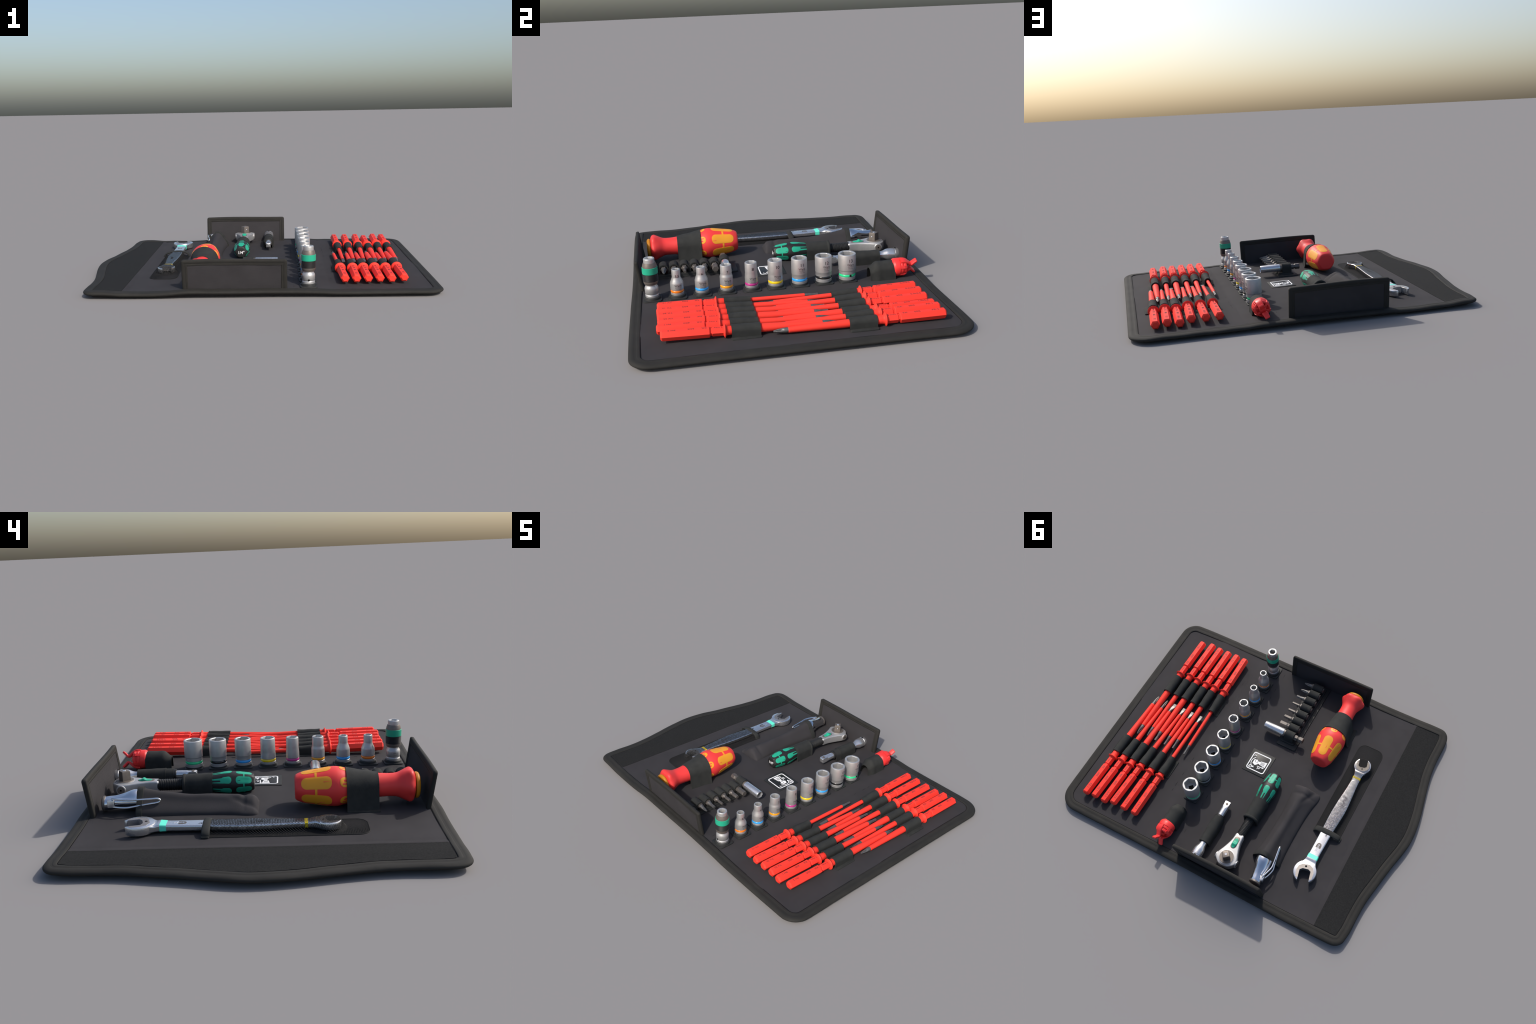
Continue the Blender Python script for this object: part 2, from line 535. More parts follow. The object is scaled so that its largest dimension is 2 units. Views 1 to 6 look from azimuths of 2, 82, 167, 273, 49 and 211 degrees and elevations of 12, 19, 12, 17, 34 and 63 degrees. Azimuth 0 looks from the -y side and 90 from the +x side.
# ------------------------------------------------------------------ insulated blades
HEX = ngon_factor(6, 0.0)
def blade_handle():
    r = 0.0246
    prof = [(0.0, r * 0.62), (0.0015, r * 0.72), (0.0075, r * 0.985), (0.0095, r), (0.2145, r), (0.2175, r * 0.86)]
    g1 = revolve(prof, (0, 0, 0), 'y', 48, HEX)
    r2 = 0.0205
    g2 = revolve([(0.212, r2 * 0.82), (0.2250, r2 * 0.82), (0.2280, r2 * 1.03), (0.280, r2 * 1.03)], (0, 0, 0), 'y', 48, HEX)
    return join(g1, g2)
BH = dict(
    handle=raw_mesh("blade_handle", *blade_handle(), M["red"], angle=28),
    collar=raw_mesh("blade_collar", *revolve([(0.276, 0.0195), (0.2795, 0.026), (0.2812, 0.0302), (0.2835, 0.0316), (0.2858, 0.0306), (0.2875, 0.0250), (0.291, 0.0212), (0.302, 0.0203), (0.330, 0.0200), (0.334, 0.017)], (0, 0, 0), 'y', 40), M["red"], angle=50),
)

def cross_tip(r, L, lobes, point):
    """driver point: ground flutes fading out of a round shank"""
    n = 48
    th = np.linspace(0, 2 * PI, n, endpoint=False)
    rings = []
    for s in np.linspace(0, 1, 16):
        if point:
            rr = r * (1.0 if s < 0.38 else 1.0 - 0.66 * ((s - 0.38) / 0.62) ** 1.5)
        else:
            rr = r * (1.0 if s < 0.25 else max(0.72, 1.0 - 0.9 * (s - 0.25)))
        depth = (0.55 if lobes == 4 else 0.24) * smooth01(0.30, 0.62, s)
        f = 1 - depth * (0.5 - 0.5 * np.cos(lobes * th)) ** 1.5
        rings.append(np.column_stack([np.cos(th) * rr * f, np.full(n, s * L), np.sin(th) * rr * f]))
    return loft(rings)

def flat_tip(r, L, width):
    n = 32
    th = np.linspace(0, 2 * PI, n, endpoint=False)
    rings = []
    for s in np.linspace(0, 1, 14):
        k = smooth01(0.15, 0.8, s)
        a = r * (1 - k) + width * k
        b = r * (1 - k) + r * 0.20 * k
        e = 1 - 0.55 * k
        c, sn = np.cos(th), np.sin(th)
        rings.append(np.column_stack([np.sign(c) * np.abs(c) ** e * a, np.full(n, s * L), np.sign(sn) * np.abs(sn) ** e * b]))
    return loft(rings)

BL = 0.787
def blade(x_end, y_end, z_end, x_tip, y_tip, z_tip, mark, r0, r1, kind, width=0.0):
    root = thing("insulated_screwdriver_blade", (x_end, y_end, z_end), "long red insulated interchangeable screwdriver blade with steel point", "screwdriver blade")
    d = Vector((x_tip - x_end, y_tip - y_end, z_tip - z_end))
    L = d.length
    d.normalize()
    xa = d.cross(Vector((0, 0, 1))).normalized()
    za = xa.cross(d)
    root.rotation_euler = Matrix((xa, d, za)).transposed().to_euler()
    for k, nm in (("handle", "blade_handle"), ("collar", "blade_collar")):
        o = bpy.data.objects.new(nm, BH[k])
        o.parent = root
        COL.objects.link(o)
    ts = [(0.322, r0), (0.40, r0), (0.47, r0), (0.56, r0 * 0.62 + r1 * 0.38), (0.65, r0 * 0.25 + r1 * 0.75), (0.72, r1), (L - 0.068, r1), (L - 0.0665, r1 * 0.93)]
    part("insulating_sleeve", revolve(ts, (0, 0, 0), 'y', 28), M["red"], root, world=False)
    rt = r1 * 0.88
    g = flat_tip(rt, 0.074, width) if kind == 'flat' else cross_tip(rt, 0.074, 4 if kind == 'cross' else 6, kind == 'cross')
    v, f = g
    v = v + np.array([0, L - 0.074, 0])
    part("blade_point", (v, f), M["tip"], root, world=False, angle=45)
    top = 0.0246 * math.cos(PI / 6) + 0.00015
    top2 = 0.0205 * 1.03 * math.cos(PI / 6) + 0.00015
    R, U = (0, -1, 0), (1, 0, 0)
    words = [place_text(text_geo("KK", 0.0175), (0, 0.192, top), R, U), place_text(text_geo("60iS", 0.0175), (0, 0.135, top), R, U),
             place_text(text_geo(mark, 0.0175), (0, 0.050 if len(mark) < 6 else 0.055, top), R, U)]
    words += [place_text(text_geo("Wera", 0.0115), (0, 0.249, top2), R, U), place_text(text_geo("VDE", 0.006), (0, 0.270, top2), (1, 0, 0), (0, 1, 0))]
    part("engraved_marking", join(*words), M["redmark"], root, world=False, smooth=False)
    return root

south = [  # x at end, x at tip, mark, start radius, end radius, point, width
    (0.483, 0.477, "TX 10", 0.0105, 0.0100, 'star'), (0.545, 0.562, "TX 15", 0.0150, 0.0108, 'star'), (0.608, 0.622, "TX 20", 0.0158, 0.0112, 'star'),
    (0.671, 0.690, "TX 25", 0.0188, 0.0138, 'star'), (0.733, 0.752, "PH 1", 0.0150, 0.0112, 'cross'), (0.802, 0.816, "PH 2", 0.0195, 0.0138, 'cross')]
north = [
    (0.523, 0.522, "0,4x2,5", 0.0120, 0.0098, 'flat', 0.633, 0.066), (0.597, 0.587, "0,6x3,5", 0.0150, 0.0105, 'flat', 0.635, 0.066), (0.673, 0.648, "0,4x2,5", 0.0148, 0.0105, 'flat', 0.634, 0.067),
    (0.735, 0.721, "1,0x5,5", 0.0190, 0.0120, 'flat', 0.648, 0.055), (0.799, 0.779, "PZ 1", 0.0150, 0.0108, 'cross', 0.648, 0.065), (0.860, 0.845, "PZ 2", 0.0185, 0.0135, 'cross', 0.652, 0.061)]
for xe, xt, mk, r0, r1, kd in south:
    dy = {"TX 15": -0.003, "TX 20": -0.001, "PH 1": -0.006, "PH 2": 0.010}.get(mk, 0.0)
    blade(xe, -0.641 + dy, 0.0692, xt, 0.148 + dy, 0.054, mk, r0, r1, kd)
    sy = lambda y, a=xe, b=xt: a + (b - a) * (y + 0.64) / 0.79
    zz = lambda y: 0.0685 - 0.0145 * (y + 0.64) / 0.79
    part("elastic_loop", arch(-0.319, -0.190, (sy(-0.319), zz(-0.319) + 0.001), (sy(-0.19), zz(-0.19) + 0.001), 0.0258, max(r0 + 0.0065, 0.0195), thick=0.004), M["elastic"], roll)
for xe, xt, mk, r0, r1, kd, ye, ze in north:
    blade(xe, ye + 0.004, ze + 0.001, xt, -0.137, 0.053, mk, r0, r1, kd, width=r1 * (1.25 if "5,5" in mk else 1.0))
    sy = lambda y, a=xe, b=xt, e=ye: a + (b - a) * (e - y) / (e + 0.139)
    zz = lambda y, e=ye, z=ze: z + (0.053 - z) * (e - y) / (e + 0.139)
    part("elastic_loop", arch(0.204, 0.331, (sy(0.204), zz(0.204) + 0.001), (sy(0.331), zz(0.331) + 0.001), max(r0 + 0.0065, 0.0195), 0.0258, thick=0.004), M["elastic"], roll)
part("loop_anchor", join(tab(0.440, 0.460, -0.322, -0.188), tab(0.822, 0.852, -0.322, -0.188), tab(0.480, 0.500, 0.202, 0.334), tab(0.878, 0.900, 0.202, 0.334)), M["elastic"], roll)

# ------------------------------------------------------------------ sockets on rubber holders
SX = 0.284
SY = [-0.663, -0.536, -0.411, -0.284, -0.155, -0.030, 0.097, 0.225, 0.351]
holder_geo = None
for i, y in enumerate(SY):
    p = rounded_rect(0.092, 0.094, 0.014, 5)
    g1 = slab(p, -0.002, 0.0075, 0.0025)
    g2 = revolve([(0.004, 0.0445), (0.0085, 0.0435), (0.0115, 0.0418), (0.0135, 0.0420), (0.0175, 0.0405), (0.0195, 0.0375), (0.0195, 0.02)], (0, 0, 0), 'z', 40)
    if holder_geo is None:
        holder_geo = part("socket_holder", join(g1, g2), M["rubber"], roll, world=False)
        holder_geo.location = (SX, y, TOP + 0.0025)
    else:
        share(holder_geo, "socket_holder", roll, (SX, y, TOP + 0.0025))

def bore(th, t=0):
    return ngon_factor(6, 0.3)(th)

def socket(y, size, rt, rb, z_neck, z_sh, ring, step=None, hole=False):
    root = thing("hex_socket", (SX, y, TOP), "satin chrome hex socket with coloured size ring", "socket")
    zt = 0.1855
    n = 48
    prof = [(0.048, rb - 0.002), (0.0495, rb), (0.0640, rb), (0.0650, rb - 0.0012), (0.0655, rb - 0.003), (0.0795, rb - 0.003), (0.0800, rb - 0.0012), (0.0812, rb + 0.0002)]
    body = [(0.0812, rb + 0.0002), (z_sh - 0.004, rb), (z_sh, rb - 0.0006), ((z_neck + z_sh) / 2, (rt + rb) / 2), (z_neck, rt + 0.0004), (z_neck + 0.004, rt)]
    if step:
        body = [(0.0812, rb), (step - 0.002, rb), (step + 0.001, rt), (step + 0.004, rt)]
    prof += [tuple(q) for q in body[1:]]
    prof += [(zt - 0.0035, rt), (zt - 0.0012, rt - 0.0010), (zt, rt - 0.0028)]
    th = np.linspace(0, 2 * PI, n, endpoint=False)
    hexr = min(rt * 0.80, rt - 0.0055)
    rings = []
    for z, r in prof:
        rings.append(np.column_stack([SX + np.cos(th) * r, y + np.sin(th) * r, np.full(n, z)]))
    k = np.array([bore(a) for a in th])
    for z, r in ((zt, hexr * 1.06), (zt - 0.0025, hexr), (zt - 0.050, hexr)):
        rings.append(np.column_stack([SX + np.cos(th) * r * k, y + np.sin(th) * r * k, np.full(n, z)]))
    part("socket_body", loft(rings), M["satin"], root, angle=32)
    part("square_drive_hole", revolve([(0, hexr * 0.55), (0.001, hexr * 0.55)], (SX, y, zt - 0.0502), 'z', 16, ngon_factor(4)), M["hole"], root)
    part("size_ring", revolve([(0.0648, rb - 0.004), (0.0660, rb - 0.0012), (0.069, rb + 0.0002), (0.0725, rb + 0.0004), (0.076, rb - 0.0004), (0.0790, rb - 0.0015), (0.0800, rb - 0.004)], (SX, y, 0), 'z', 48), M[ring], root, angle=60)
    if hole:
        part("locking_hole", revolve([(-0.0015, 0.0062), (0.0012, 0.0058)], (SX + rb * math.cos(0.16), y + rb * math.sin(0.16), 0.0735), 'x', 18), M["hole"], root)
    th0 = 0.16
    small = rt < 0.035
    zn = 0.155 if rt > 0.030 else 0.152
    g = [wrap_text(text_geo(size, 0.0235 if rt > 0.03 else 0.019, 0.0004, offset=0.0002), SX, y, zn, rt + 0.0001, th0 + 0.02)]
    r_w = rb if (not step and small) or rt < 0.039 else rt
    zw = 0.105 if r_w == rb and rt < 0.039 else 0.134
    g.append(wrap_text(text_geo("Wera", 0.0160, 0.0004), SX, y, zw, r_w + 0.0001, th0))
    part("size_marking", join(*g), M["ink"], root, smooth=False)
    fine = [wrap_text(text_geo("0379013", 0.0092, 0.0004), SX, y, zw - 0.0105, r_w + 0.0001, th0 + 0.02), wrap_text(text_geo("8790 HMA", 0.0062, 0.0004), SX, y, zw - 0.0190, r_w + 0.0001, th0 + 0.02)]
    part("fine_marking", join(*fine), M["greyink"], root, smooth=False)

socket(SY[1], "5,5", 0.0220, 0.0338, 0.143, 0.117, "r_orange")
socket(SY[2], "6", 0.0230, 0.0338, 0.146, 0.119, "r_blue")
socket(SY[3], "7", 0.0288, 0.0332, 0.136, 0.125, "r_amber")
socket(SY[4], "8", 0.0312, 0.0335, 0.128, 0.112, "r_magenta")
socket(SY[5], "10", 0.0374, 0.0382, 0.130, 0.110, "r_yellow")
socket(SY[6], "11", 0.0412, 0.0400, 0.10, 0.09, "r_blue", step=0.1010)
socket(SY[7], "12", 0.0438, 0.0420, 0.10, 0.09, "r_black", step=0.1000)
socket(SY[8], "13", 0.0465, 0.0440, 0.10, 0.09, "r_green", step=0.0990, hole=True)

# quick-change bit adapter
ad = thing("bit_adapter", (SX, SY[0], TOP), "quick release bit adapter with green band and knurled black sleeve", "bit adapter")
c = (SX, SY[0], 0)
part("adapter_shank", revolve([(0.048, 0.032), (0.050, 0.0345), (0.064, 0.0345), (0.066, 0.0325), (0.0700, 0.0318), (0.0715, 0.0335), (0.073, 0.0345), (0.096, 0.0352), (0.104, 0.0338), (0.110, 0.030), (0.115, 0.0275), (0.124, 0.027)], c, 'z', 48), M["satin"], ad, angle=40)
ribs = []
for i in range(13):
    z = 0.1400 + i * 0.0029
    ribs += [(z, 0.0379), (z + 0.0012, 0.0386), (z + 0.0021, 0.0386)]
part("knurled_sleeve", revolve([(0.136, 0.036)] + ribs + [(0.178, 0.037)], c, 'z', 48), M["grip"], ad, angle=30)
part("sleeve_foot", revolve([(0.1195, 0.027), (0.121, 0.0325), (0.128, 0.0358), (0.136, 0.0378), (0.139, 0.0378)], c, 'z', 48), M["disc"], ad)
part("green_band", revolve([(0.1770, 0.0375), (0.1785, 0.0392), (0.190, 0.0394), (0.2100, 0.0390), (0.2112, 0.0372)], c, 'z', 48, lambda th, t: 1 + 0.006 * math.sin(17 * th + 3 * math.sin(900 * t)) * (0.179 < t < 0.2095)), M["green"], ad)
part("sleeve_shoulder", revolve([(0.2095, 0.0372), (0.2130, 0.0368), (0.2240, 0.0345), (0.2335, 0.0308), (0.2345, 0.027)], c, 'z', 48), M["disc"], ad)
th = np.linspace(0, 2 * PI, 48, endpoint=False)
rings = [np.column_stack([SX + np.cos(th) * r, SY[0] + np.sin(th) * r, np.full(48, z)]) for z, r in ((0.228, 0.0275), (0.2520, 0.0278), (0.2550, 0.0270), (0.2565, 0.0255))]
k = np.array([ngon_factor(6, 0.3)(a) for a in th])
rings += [np.column_stack([SX + np.cos(th) * r * k, SY[0] + np.sin(th) * r * k, np.full(48, z)]) for z, r in ((0.2565, 0.0205), (0.2545, 0.0192), (0.215, 0.0192))]
part("adapter_mouth", loft(rings), M["satin"], ad, angle=32)
part("adapter_hole", revolve([(-0.0015, 0.0055), (0.0012, 0.0052)], (SX, SY[0] - 0.0343, 0.0755), 'y', 16), M["hole"], ad)
part("adapter_marking", join(wrap_text(text_geo("8790 FA", 0.008, 0.0004), SX, SY[0], 0.092, 0.0353, PI + 0.3), wrap_text(text_geo("1/4 HEX", 0.007, 0.0004), SX, SY[0], 0.083, 0.0352, PI + 0.3)), M["greyink"], ad, smooth=False)

# ------------------------------------------------------------------ screwdriver handle
HX, HZ = -0.303, 0.1195
hp = smooth_profile([(-0.662, 0.052), (-0.657, 0.065), (-0.648, 0.0720), (-0.636, 0.0722), (-0.618, 0.0655), (-0.590, 0.0535), (-0.560, 0.0508), (-0.530, 0.0518), (-0.500, 0.0548),
                     (-0.450, 0.0625), (-0.400, 0.0715), (-0.372, 0.0785), (-0.350, 0.0845), (-0.328, 0.0872), (-0.300, 0.0850), (-0.255, 0.0772), (-0.215, 0.0715), (-0.192, 0.0675), (-0.176, 0.0625), (-0.1650, 0.0575), (-0.1600, 0.0535), (-0.1570, 0.0480), (-0.1564, 0.0410)], 6)
hp[:, 1] -= 0.0016
def hr(y):
    return float(np.interp(y, hp[:, 0], hp[:, 1]))
def hmod(th, t):
    """the grip is faintly six-sided, most at its front and at the rear flange"""
    w = float(smooth01(-0.34, -0.18, t)) * 0.014 + 0.05 * math.exp(-((t + 0.645) / 0.022) ** 2) + 0.004
    return 1 + w * math.cos(6 * (th - PI / 6) + PI)
drv = thing("screwdriver_handle", (HX, -0.42, TOP), "fat red and yellow insulated screwdriver handle", "screwdriver handle")
part("handle_body", revolve([tuple(r) for r in hp], (HX, 0, HZ), 'y', 72, hmod), M["hred"], drv, angle=50)
part("handle_cap", revolve([(-0.659, 0.046), (-0.6640, 0.046), (-0.6650, 0.0555), (-0.6720, 0.0570), (-0.6790, 0.0540), (-0.683, 0.047), (-0.684, 0.03)], (HX, 0, HZ - 0.004), 'y', 48), M["cap"], drv)

def inlay(rad, mod, cx, cz, th0, t0, t1, half, off=0.0011, pointed=0.0, widen=0.0, nb=56, nr=7):
    """soft-grip pad lying on a handle: capsule in (axis, arc) space, mapped on the surface"""
    tc, tl = (t0 + t1) / 2, abs(t1 - t0) / 2
    sgn = 1 if t1 > t0 else -1
    rim = rounded_rect(2 * tl, 2 * half, min(tl, half) * 0.88, max(3, nb // 4))
    x = rim[:, 0] / tl
    rim[:, 1] *= 1 + widen * x
    if pointed:
        rim[:, 1] *= np.where(x > 0.2, 1 - pointed * (x - 0.2) / 0.8, 1)
    rim[:, 0] *= sgn
    V, F = [], []
    def pt(q, o):
        t = tc + q[0]
        r0 = rad(t)
        th = th0 + q[1] / r0
        r = r0 * mod(th, t) + o
        return (cx + r * math.cos(th), t, cz + r * math.sin(th))
    rings = [np.array([pt(q, -0.002) for q in rim * 1.0])]
    for s in np.linspace(1, 0.02, nr):
        rings.append(np.array([pt(q, off if s < 0.99 else off * 0.6) for q in rim * s]))
    return loft(rings)

def bridge(rad, mod, cx, cz, th0, th1, t0, t1, off=0.0007):
    ths = np.linspace(th0, th1, 14)
    rings = []
    for a in ths:
        ring = []
        for t, o in ((t0, -0.002), (t0, off), ((t0 + t1) / 2, off), (t1, off), (t1, -0.002)):
            r = rad(t) * mod(a, t) + o
            ring.append((cx + r * math.cos(a), t, cz + r * math.sin(a)))
        rings.append(np.array(ring))
    return loft(rings)

for i in range(6):
    a = PI / 6 + i * PI / 3
    g = join(inlay(hr, hmod, HX, HZ, a, -0.310, -0.1835, 0.0265, widen=-0.08), bridge(hr, hmod, HX, HZ, a + 0.30, a + PI / 3 - 0.30, -0.2495, -0.2400))
    pad = part("grip_pad", g, M["yellow"], drv, angle=50)
    # torn slivers where the red shows through
    t0 = -0.20 - 0.09 * rng.random()
    part("grip_scratch", inlay(hr, hmod, HX, HZ, a + rng.uniform(-0.2, 0.2), t0, t0 - 0.030, 0.0016, off=0.0018, pointed=0.9, nb=16, nr=3), M["hred"], pad)
    a2 = a
    p2 = part("grip_pad", inlay(hr, hmod, HX, HZ, a2, -0.345, -0.392, 0.021), M["yellow"], drv, angle=50)
    part("grip_scratch", join(inlay(hr, hmod, HX, HZ, a2 - 0.08, -0.360, -0.392, 0.0045, off=0.0018, pointed=-0.5, nb=20, nr=3),
                              inlay(hr, hmod, HX, HZ, a2 + 0.10, -0.355, -0.385, 0.0030, off=0.0019, nb=20, nr=3)), M["hred"], p2)

def hloop(t):
    return hr(t) + 0.0050
part("elastic_loop", arch(-0.509, -0.373, (HX, HZ), (HX, HZ), 0, 0, R_shape=hloop, thick=0.005, foot=0.015, nt=16, na=36), M["elastic"], roll)
for sx in (-1, 1):
    part("loop_anchor", tab(HX + sx * 0.088 - 0.012, HX + sx * 0.088 + 0.012, -0.511, -0.371), M["elastic"], roll)

# ------------------------------------------------------------------ bits and bit holder
part("bit_rack", slab(rounded_rect(0.130, 0.508, 0.008, 4) + np.array([-0.0545, -0.448]), TOP - 0.002, TOP + 0.0125, 0.002), M["rubber"], roll)
part("bit_rack", slab(rounded_rect(0.095, 0.470, 0.012, 4) + np.array([-0.050, -0.455]), TOP + 0.006, TOP + 0.0215, 0.003), M["rubber"], roll)
BY = [-0.654, -0.598, -0.542, -0.485, -0.429, -0.374, -0.319]
BZ = 0.0785
BR = 0.0185
for i, y in enumerate(BY):
    b = thing("driver_bit", (-0.02, y, TOP), "short dark steel hexagonal screwdriver bit", "driver bit")
    hexm = ngon_factor(6, 0.0)
    part("bit_shank", revolve([(-0.0915, BR * 0.8), (-0.0885, BR), (-0.0230 + 0.012, BR), (-0.0075, BR * 0.86)], (0, y, BZ), 'x', 36, hexm), M["oxide"], b, angle=30)
    if i < 3:
        L = 0.060
        g = cross_tip(0.0112 if i < 2 else 0.0122, L, 4 if i < 2 else 6, i < 2)
        v = np.column_stack([g[0][:, 1] - 0.016, g[0][:, 0] + y, g[0][:, 2] + BZ])
        neck = revolve([(-0.012, BR * 0.86), (-0.002, 0.0125), (0.006, 0.0110)], (0, y, BZ), 'x', 24)
        part("bit_point", join((v, g[1]), neck), M["tip"], b, angle=40)
    else:
        r = (0.0082, 0.0096, 0.0125, 0.0178)[i - 3]
        part("bit_point", join(revolve([(-0.012, r), (0.0440, r), (0.0460, r * 0.9)], (0, y, BZ), 'x', 36, hexm),
                               revolve([(-0.012, BR * 0.86), (-0.001, r * 1.02), (0.002, r * 0.8)], (0, y, BZ), 'x', 24)), M["oxide"], b, angle=30)
    part("elastic_loop", arch(-0.084, -0.0195, (y, BZ), (y, BZ), 0.0262, 0.0262, axis='x', thick=0.005, nt=5, base=TOP + 0.010, wob=0), M["elastic"], roll)

bh = thing("bit_holder", (-0.02, -0.261, TOP), "magnetic bit holder with bright steel sleeve", "bit holder")
HZB = 0.0865
c = (0, -0.261, HZB)
th = np.linspace(0, 2 * PI, 48, endpoint=False)
rings = []
for t, r in ((-0.0130, 0.012), (-0.0125, 0.0225), (-0.0095, 0.0245), (0.1170, 0.0245), (0.1195, 0.0232), (0.1200, 0.0215)):
    rings.append(np.column_stack([np.full(48, t), -0.261 + np.cos(th) * r, HZB + np.sin(th) * r]))
k = np.array([ngon_factor(6)(a) for a in th])
for t, r in ((0.1200, 0.0205), (0.1185, 0.0195), (0.085, 0.0195)):
    rings.append(np.column_stack([np.full(48, t), -0.261 + np.cos(th) * r * k, HZB + np.sin(th) * r * k]))
part("holder_sleeve", loft(rings), M["steel"], bh, angle=32)
part("holder_shank", join(revolve([(-0.105, 0.0185), (-0.0120, 0.0185)], c, 'x', 36, ngon_factor(6)), revolve([(-0.108, 0.013), (-0.100, 0.0125)], c, 'x', 24),
     revolve([(-0.145, 0.016), (-0.142, 0.0195), (-0.117, 0.0195), (-0.106, 0.0120)], c, 'x', 36, ngon_factor(6))), M["oxide"], bh, angle=30)
part("holder_collar", revolve([(-0.030, 0.0215), (-0.013, 0.0215)], c, 'x', 32), M["disc"], bh)
part("elastic_loop", arch(-0.0845, -0.0240, (-0.261, HZB), (-0.261, HZB), 0.0278, 0.0278, axis='x', thick=0.005, nt=5, base=TOP + 0.010, wob=0), M["elastic"], roll)

# ------------------------------------------------------------------ pictogram label
def ride(geo):
    """lets a flat piece follow the swell of the mat"""
    v = np.array(geo[0], float)
    v[:, 2] += und(v[:, 0], v[:, 1])
    return v, geo[1]
lab_c = np.array([0.0375, -0.0200])
lab = part("label", ride(slab(rounded_rect(0.155, 0.158, 0.004, 3) + lab_c, TOP - 0.001, TOP + 0.0035, 0.001)), M["rubber"], roll)
part("label_panel", ride(slab(rounded_rect(0.128, 0.128, 0.012, 5) + lab_c, TOP + 0.002, TOP + 0.0042, 0.0004)), M["black"], lab)
LZ = TOP + 0.0042
def lw(u, v, z=0.0):   # label coordinates: u reads along +y, v upwards along -x
    return (lab_c[0] - v, lab_c[1] + u, LZ + z + float(und(lab_c[0] - v, lab_c[1] + u)))
def lpoly(pts, z1=0.0010):
    n = len(pts)
    V = [lw(u, v, -0.0006) for u, v in pts] + [lw(u, v, z1) for u, v in pts]
    F = [tuple(range(n, 2 * n)), tuple(range(n))[::-1]] + [(i, (i + 1) % n, n + (i + 1) % n, n + i) for i in range(n)]
    return V, F
def lline(pts, w, z1=0.0010):
    p = np.array(pts, float)
    T = np.gradient(p, axis=0)
    T /= np.linalg.norm(T, axis=1)[:, None]
    N = np.column_stack([-T[:, 1], T[:, 0]]) * w / 2
    return lpoly(list(map(tuple, p + N)) + list(map(tuple, (p - N)[::-1])), z1)
fo, fi = rounded_rect(0.122, 0.122, 0.015, 6), rounded_rect(0.1105, 0.1105, 0.0105, 6)
n = len(fo)
V = [lw(u, v, 0.001) for u, v in fo] + [lw(u, v, 0.001) for u, v in fi] + [lw(u, v, -0.0006) for u, v in fo] + [lw(u, v, -0.0006) for u, v in fi]
F = []
for i in range(n):
    j = (i + 1) % n
    F += [(i, j, n + j, n + i), (i, 2 * n + i, 2 * n + j, j), (n + i, n + j, 3 * n + j, 3 * n + i)]
geo = [(V, F)]
a0 = np.linspace(-2.45, -0.55, 14)
geo.append(lline([(0.004 + 0.040 * math.cos(a), -0.008 + 0.040 * math.sin(a)) for a in a0], 0.0040))
geo.append(lpoly([(0.030, -0.024), (0.043, -0.030), (0.041, -0.014)]))
geo.append(lpoly([(-0.020, -0.018), (-0.012, -0.036), (0.016, -0.036), (0.024, -0.016), (0.012, -0.004), (-0.008, -0.004)]))
geo.append(lpoly([(-0.009, -0.004), (0.007, -0.004), (0.006, 0.006), (-0.008, 0.006)], 0.0011))
for i in range(6):
    v0 = 0.0065 + i * 0.0072
    w = 0.0125 + 0.0012 * i
    geo.append(lpoly([(-0.003 - w, v0), (-0.003 + w, v0), (-0.003 + w, v0 + 0.0058), (-0.003 - w, v0 + 0.0058)]))
geo.append(lpoly([(-0.010, 0.006), (0.004, 0.006), (0.006, 0.047), (-0.012, 0.047)], 0.0008))
geo.append(lline([(0.024, 0.000), (0.023, 0.020), (0.022, 0.036)], 0.0042))
geo.append(lpoly([(0.0165, 0.034), (0.0285, 0.034), (0.0215, 0.047)]))
for word, u, v, s in (("1.", -0.038, -0.043, 0.019), ("2.", 0.036, 0.014, 0.021), ("G", 0.041, -0.040, 0.027)):
    tv, tf = text_geo(word, s, 0.0012, offset=0.0008)
    geo.append((np.array([lw(u + x, v + y, 0.0004 + z) for x, y, z in tv]), tf))
part("pictogram", join(*geo), M["white"], lab, smooth=False)
part("pictogram_detail", join(lline([(-0.006 + 0.011 * math.cos(a), -0.018 + 0.009 * math.sin(a)) for a in np.linspace(0.4, 5.9, 18)], 0.0028, 0.0016),
     *[lpoly([(-0.010 + 0.0045 * i, 0.012), (-0.0085 + 0.0045 * i, 0.012), (-0.0085 + 0.0045 * i, 0.038), (-0.010 + 0.0045 * i, 0.038)], 0.0016) for i in range(4)]), M["black"], lab, smooth=False)

# ------------------------------------------------------------------ ratchet
RX, RZ = -0.1125, 0.0855
rp = smooth_profile([(0.0235, 0.022), (0.0250, 0.031), (0.0310, 0.0365), (0.0480, 0.0418), (0.0700, 0.0450), (0.1000, 0.0492), (0.1300, 0.0518), (0.1550, 0.0505), (0.1850, 0.0460), (0.2200, 0.0410), (0.2700, 0.0365), (0.3300, 0.0345), (0.345, 0.034)], 6)
def rr(t):
    return float(np.interp(t, rp[:, 0], rp[:, 1]))
def rmod(th, t):
    w = 0.035 * (1 - float(smooth01(0.05, 0.16, t))) + 0.006
    return 1 + w * math.cos(6 * (th - PI / 6) + PI)
rat = thing("ratchet", (RX, 0.35, TOP), "small ratchet with green and black grip and square drive", "ratchet")
part("grip", revolve([tuple(q) for q in rp], (RX, 0, RZ), 'y', 64, rmod), M["grip"], rat, angle=50)
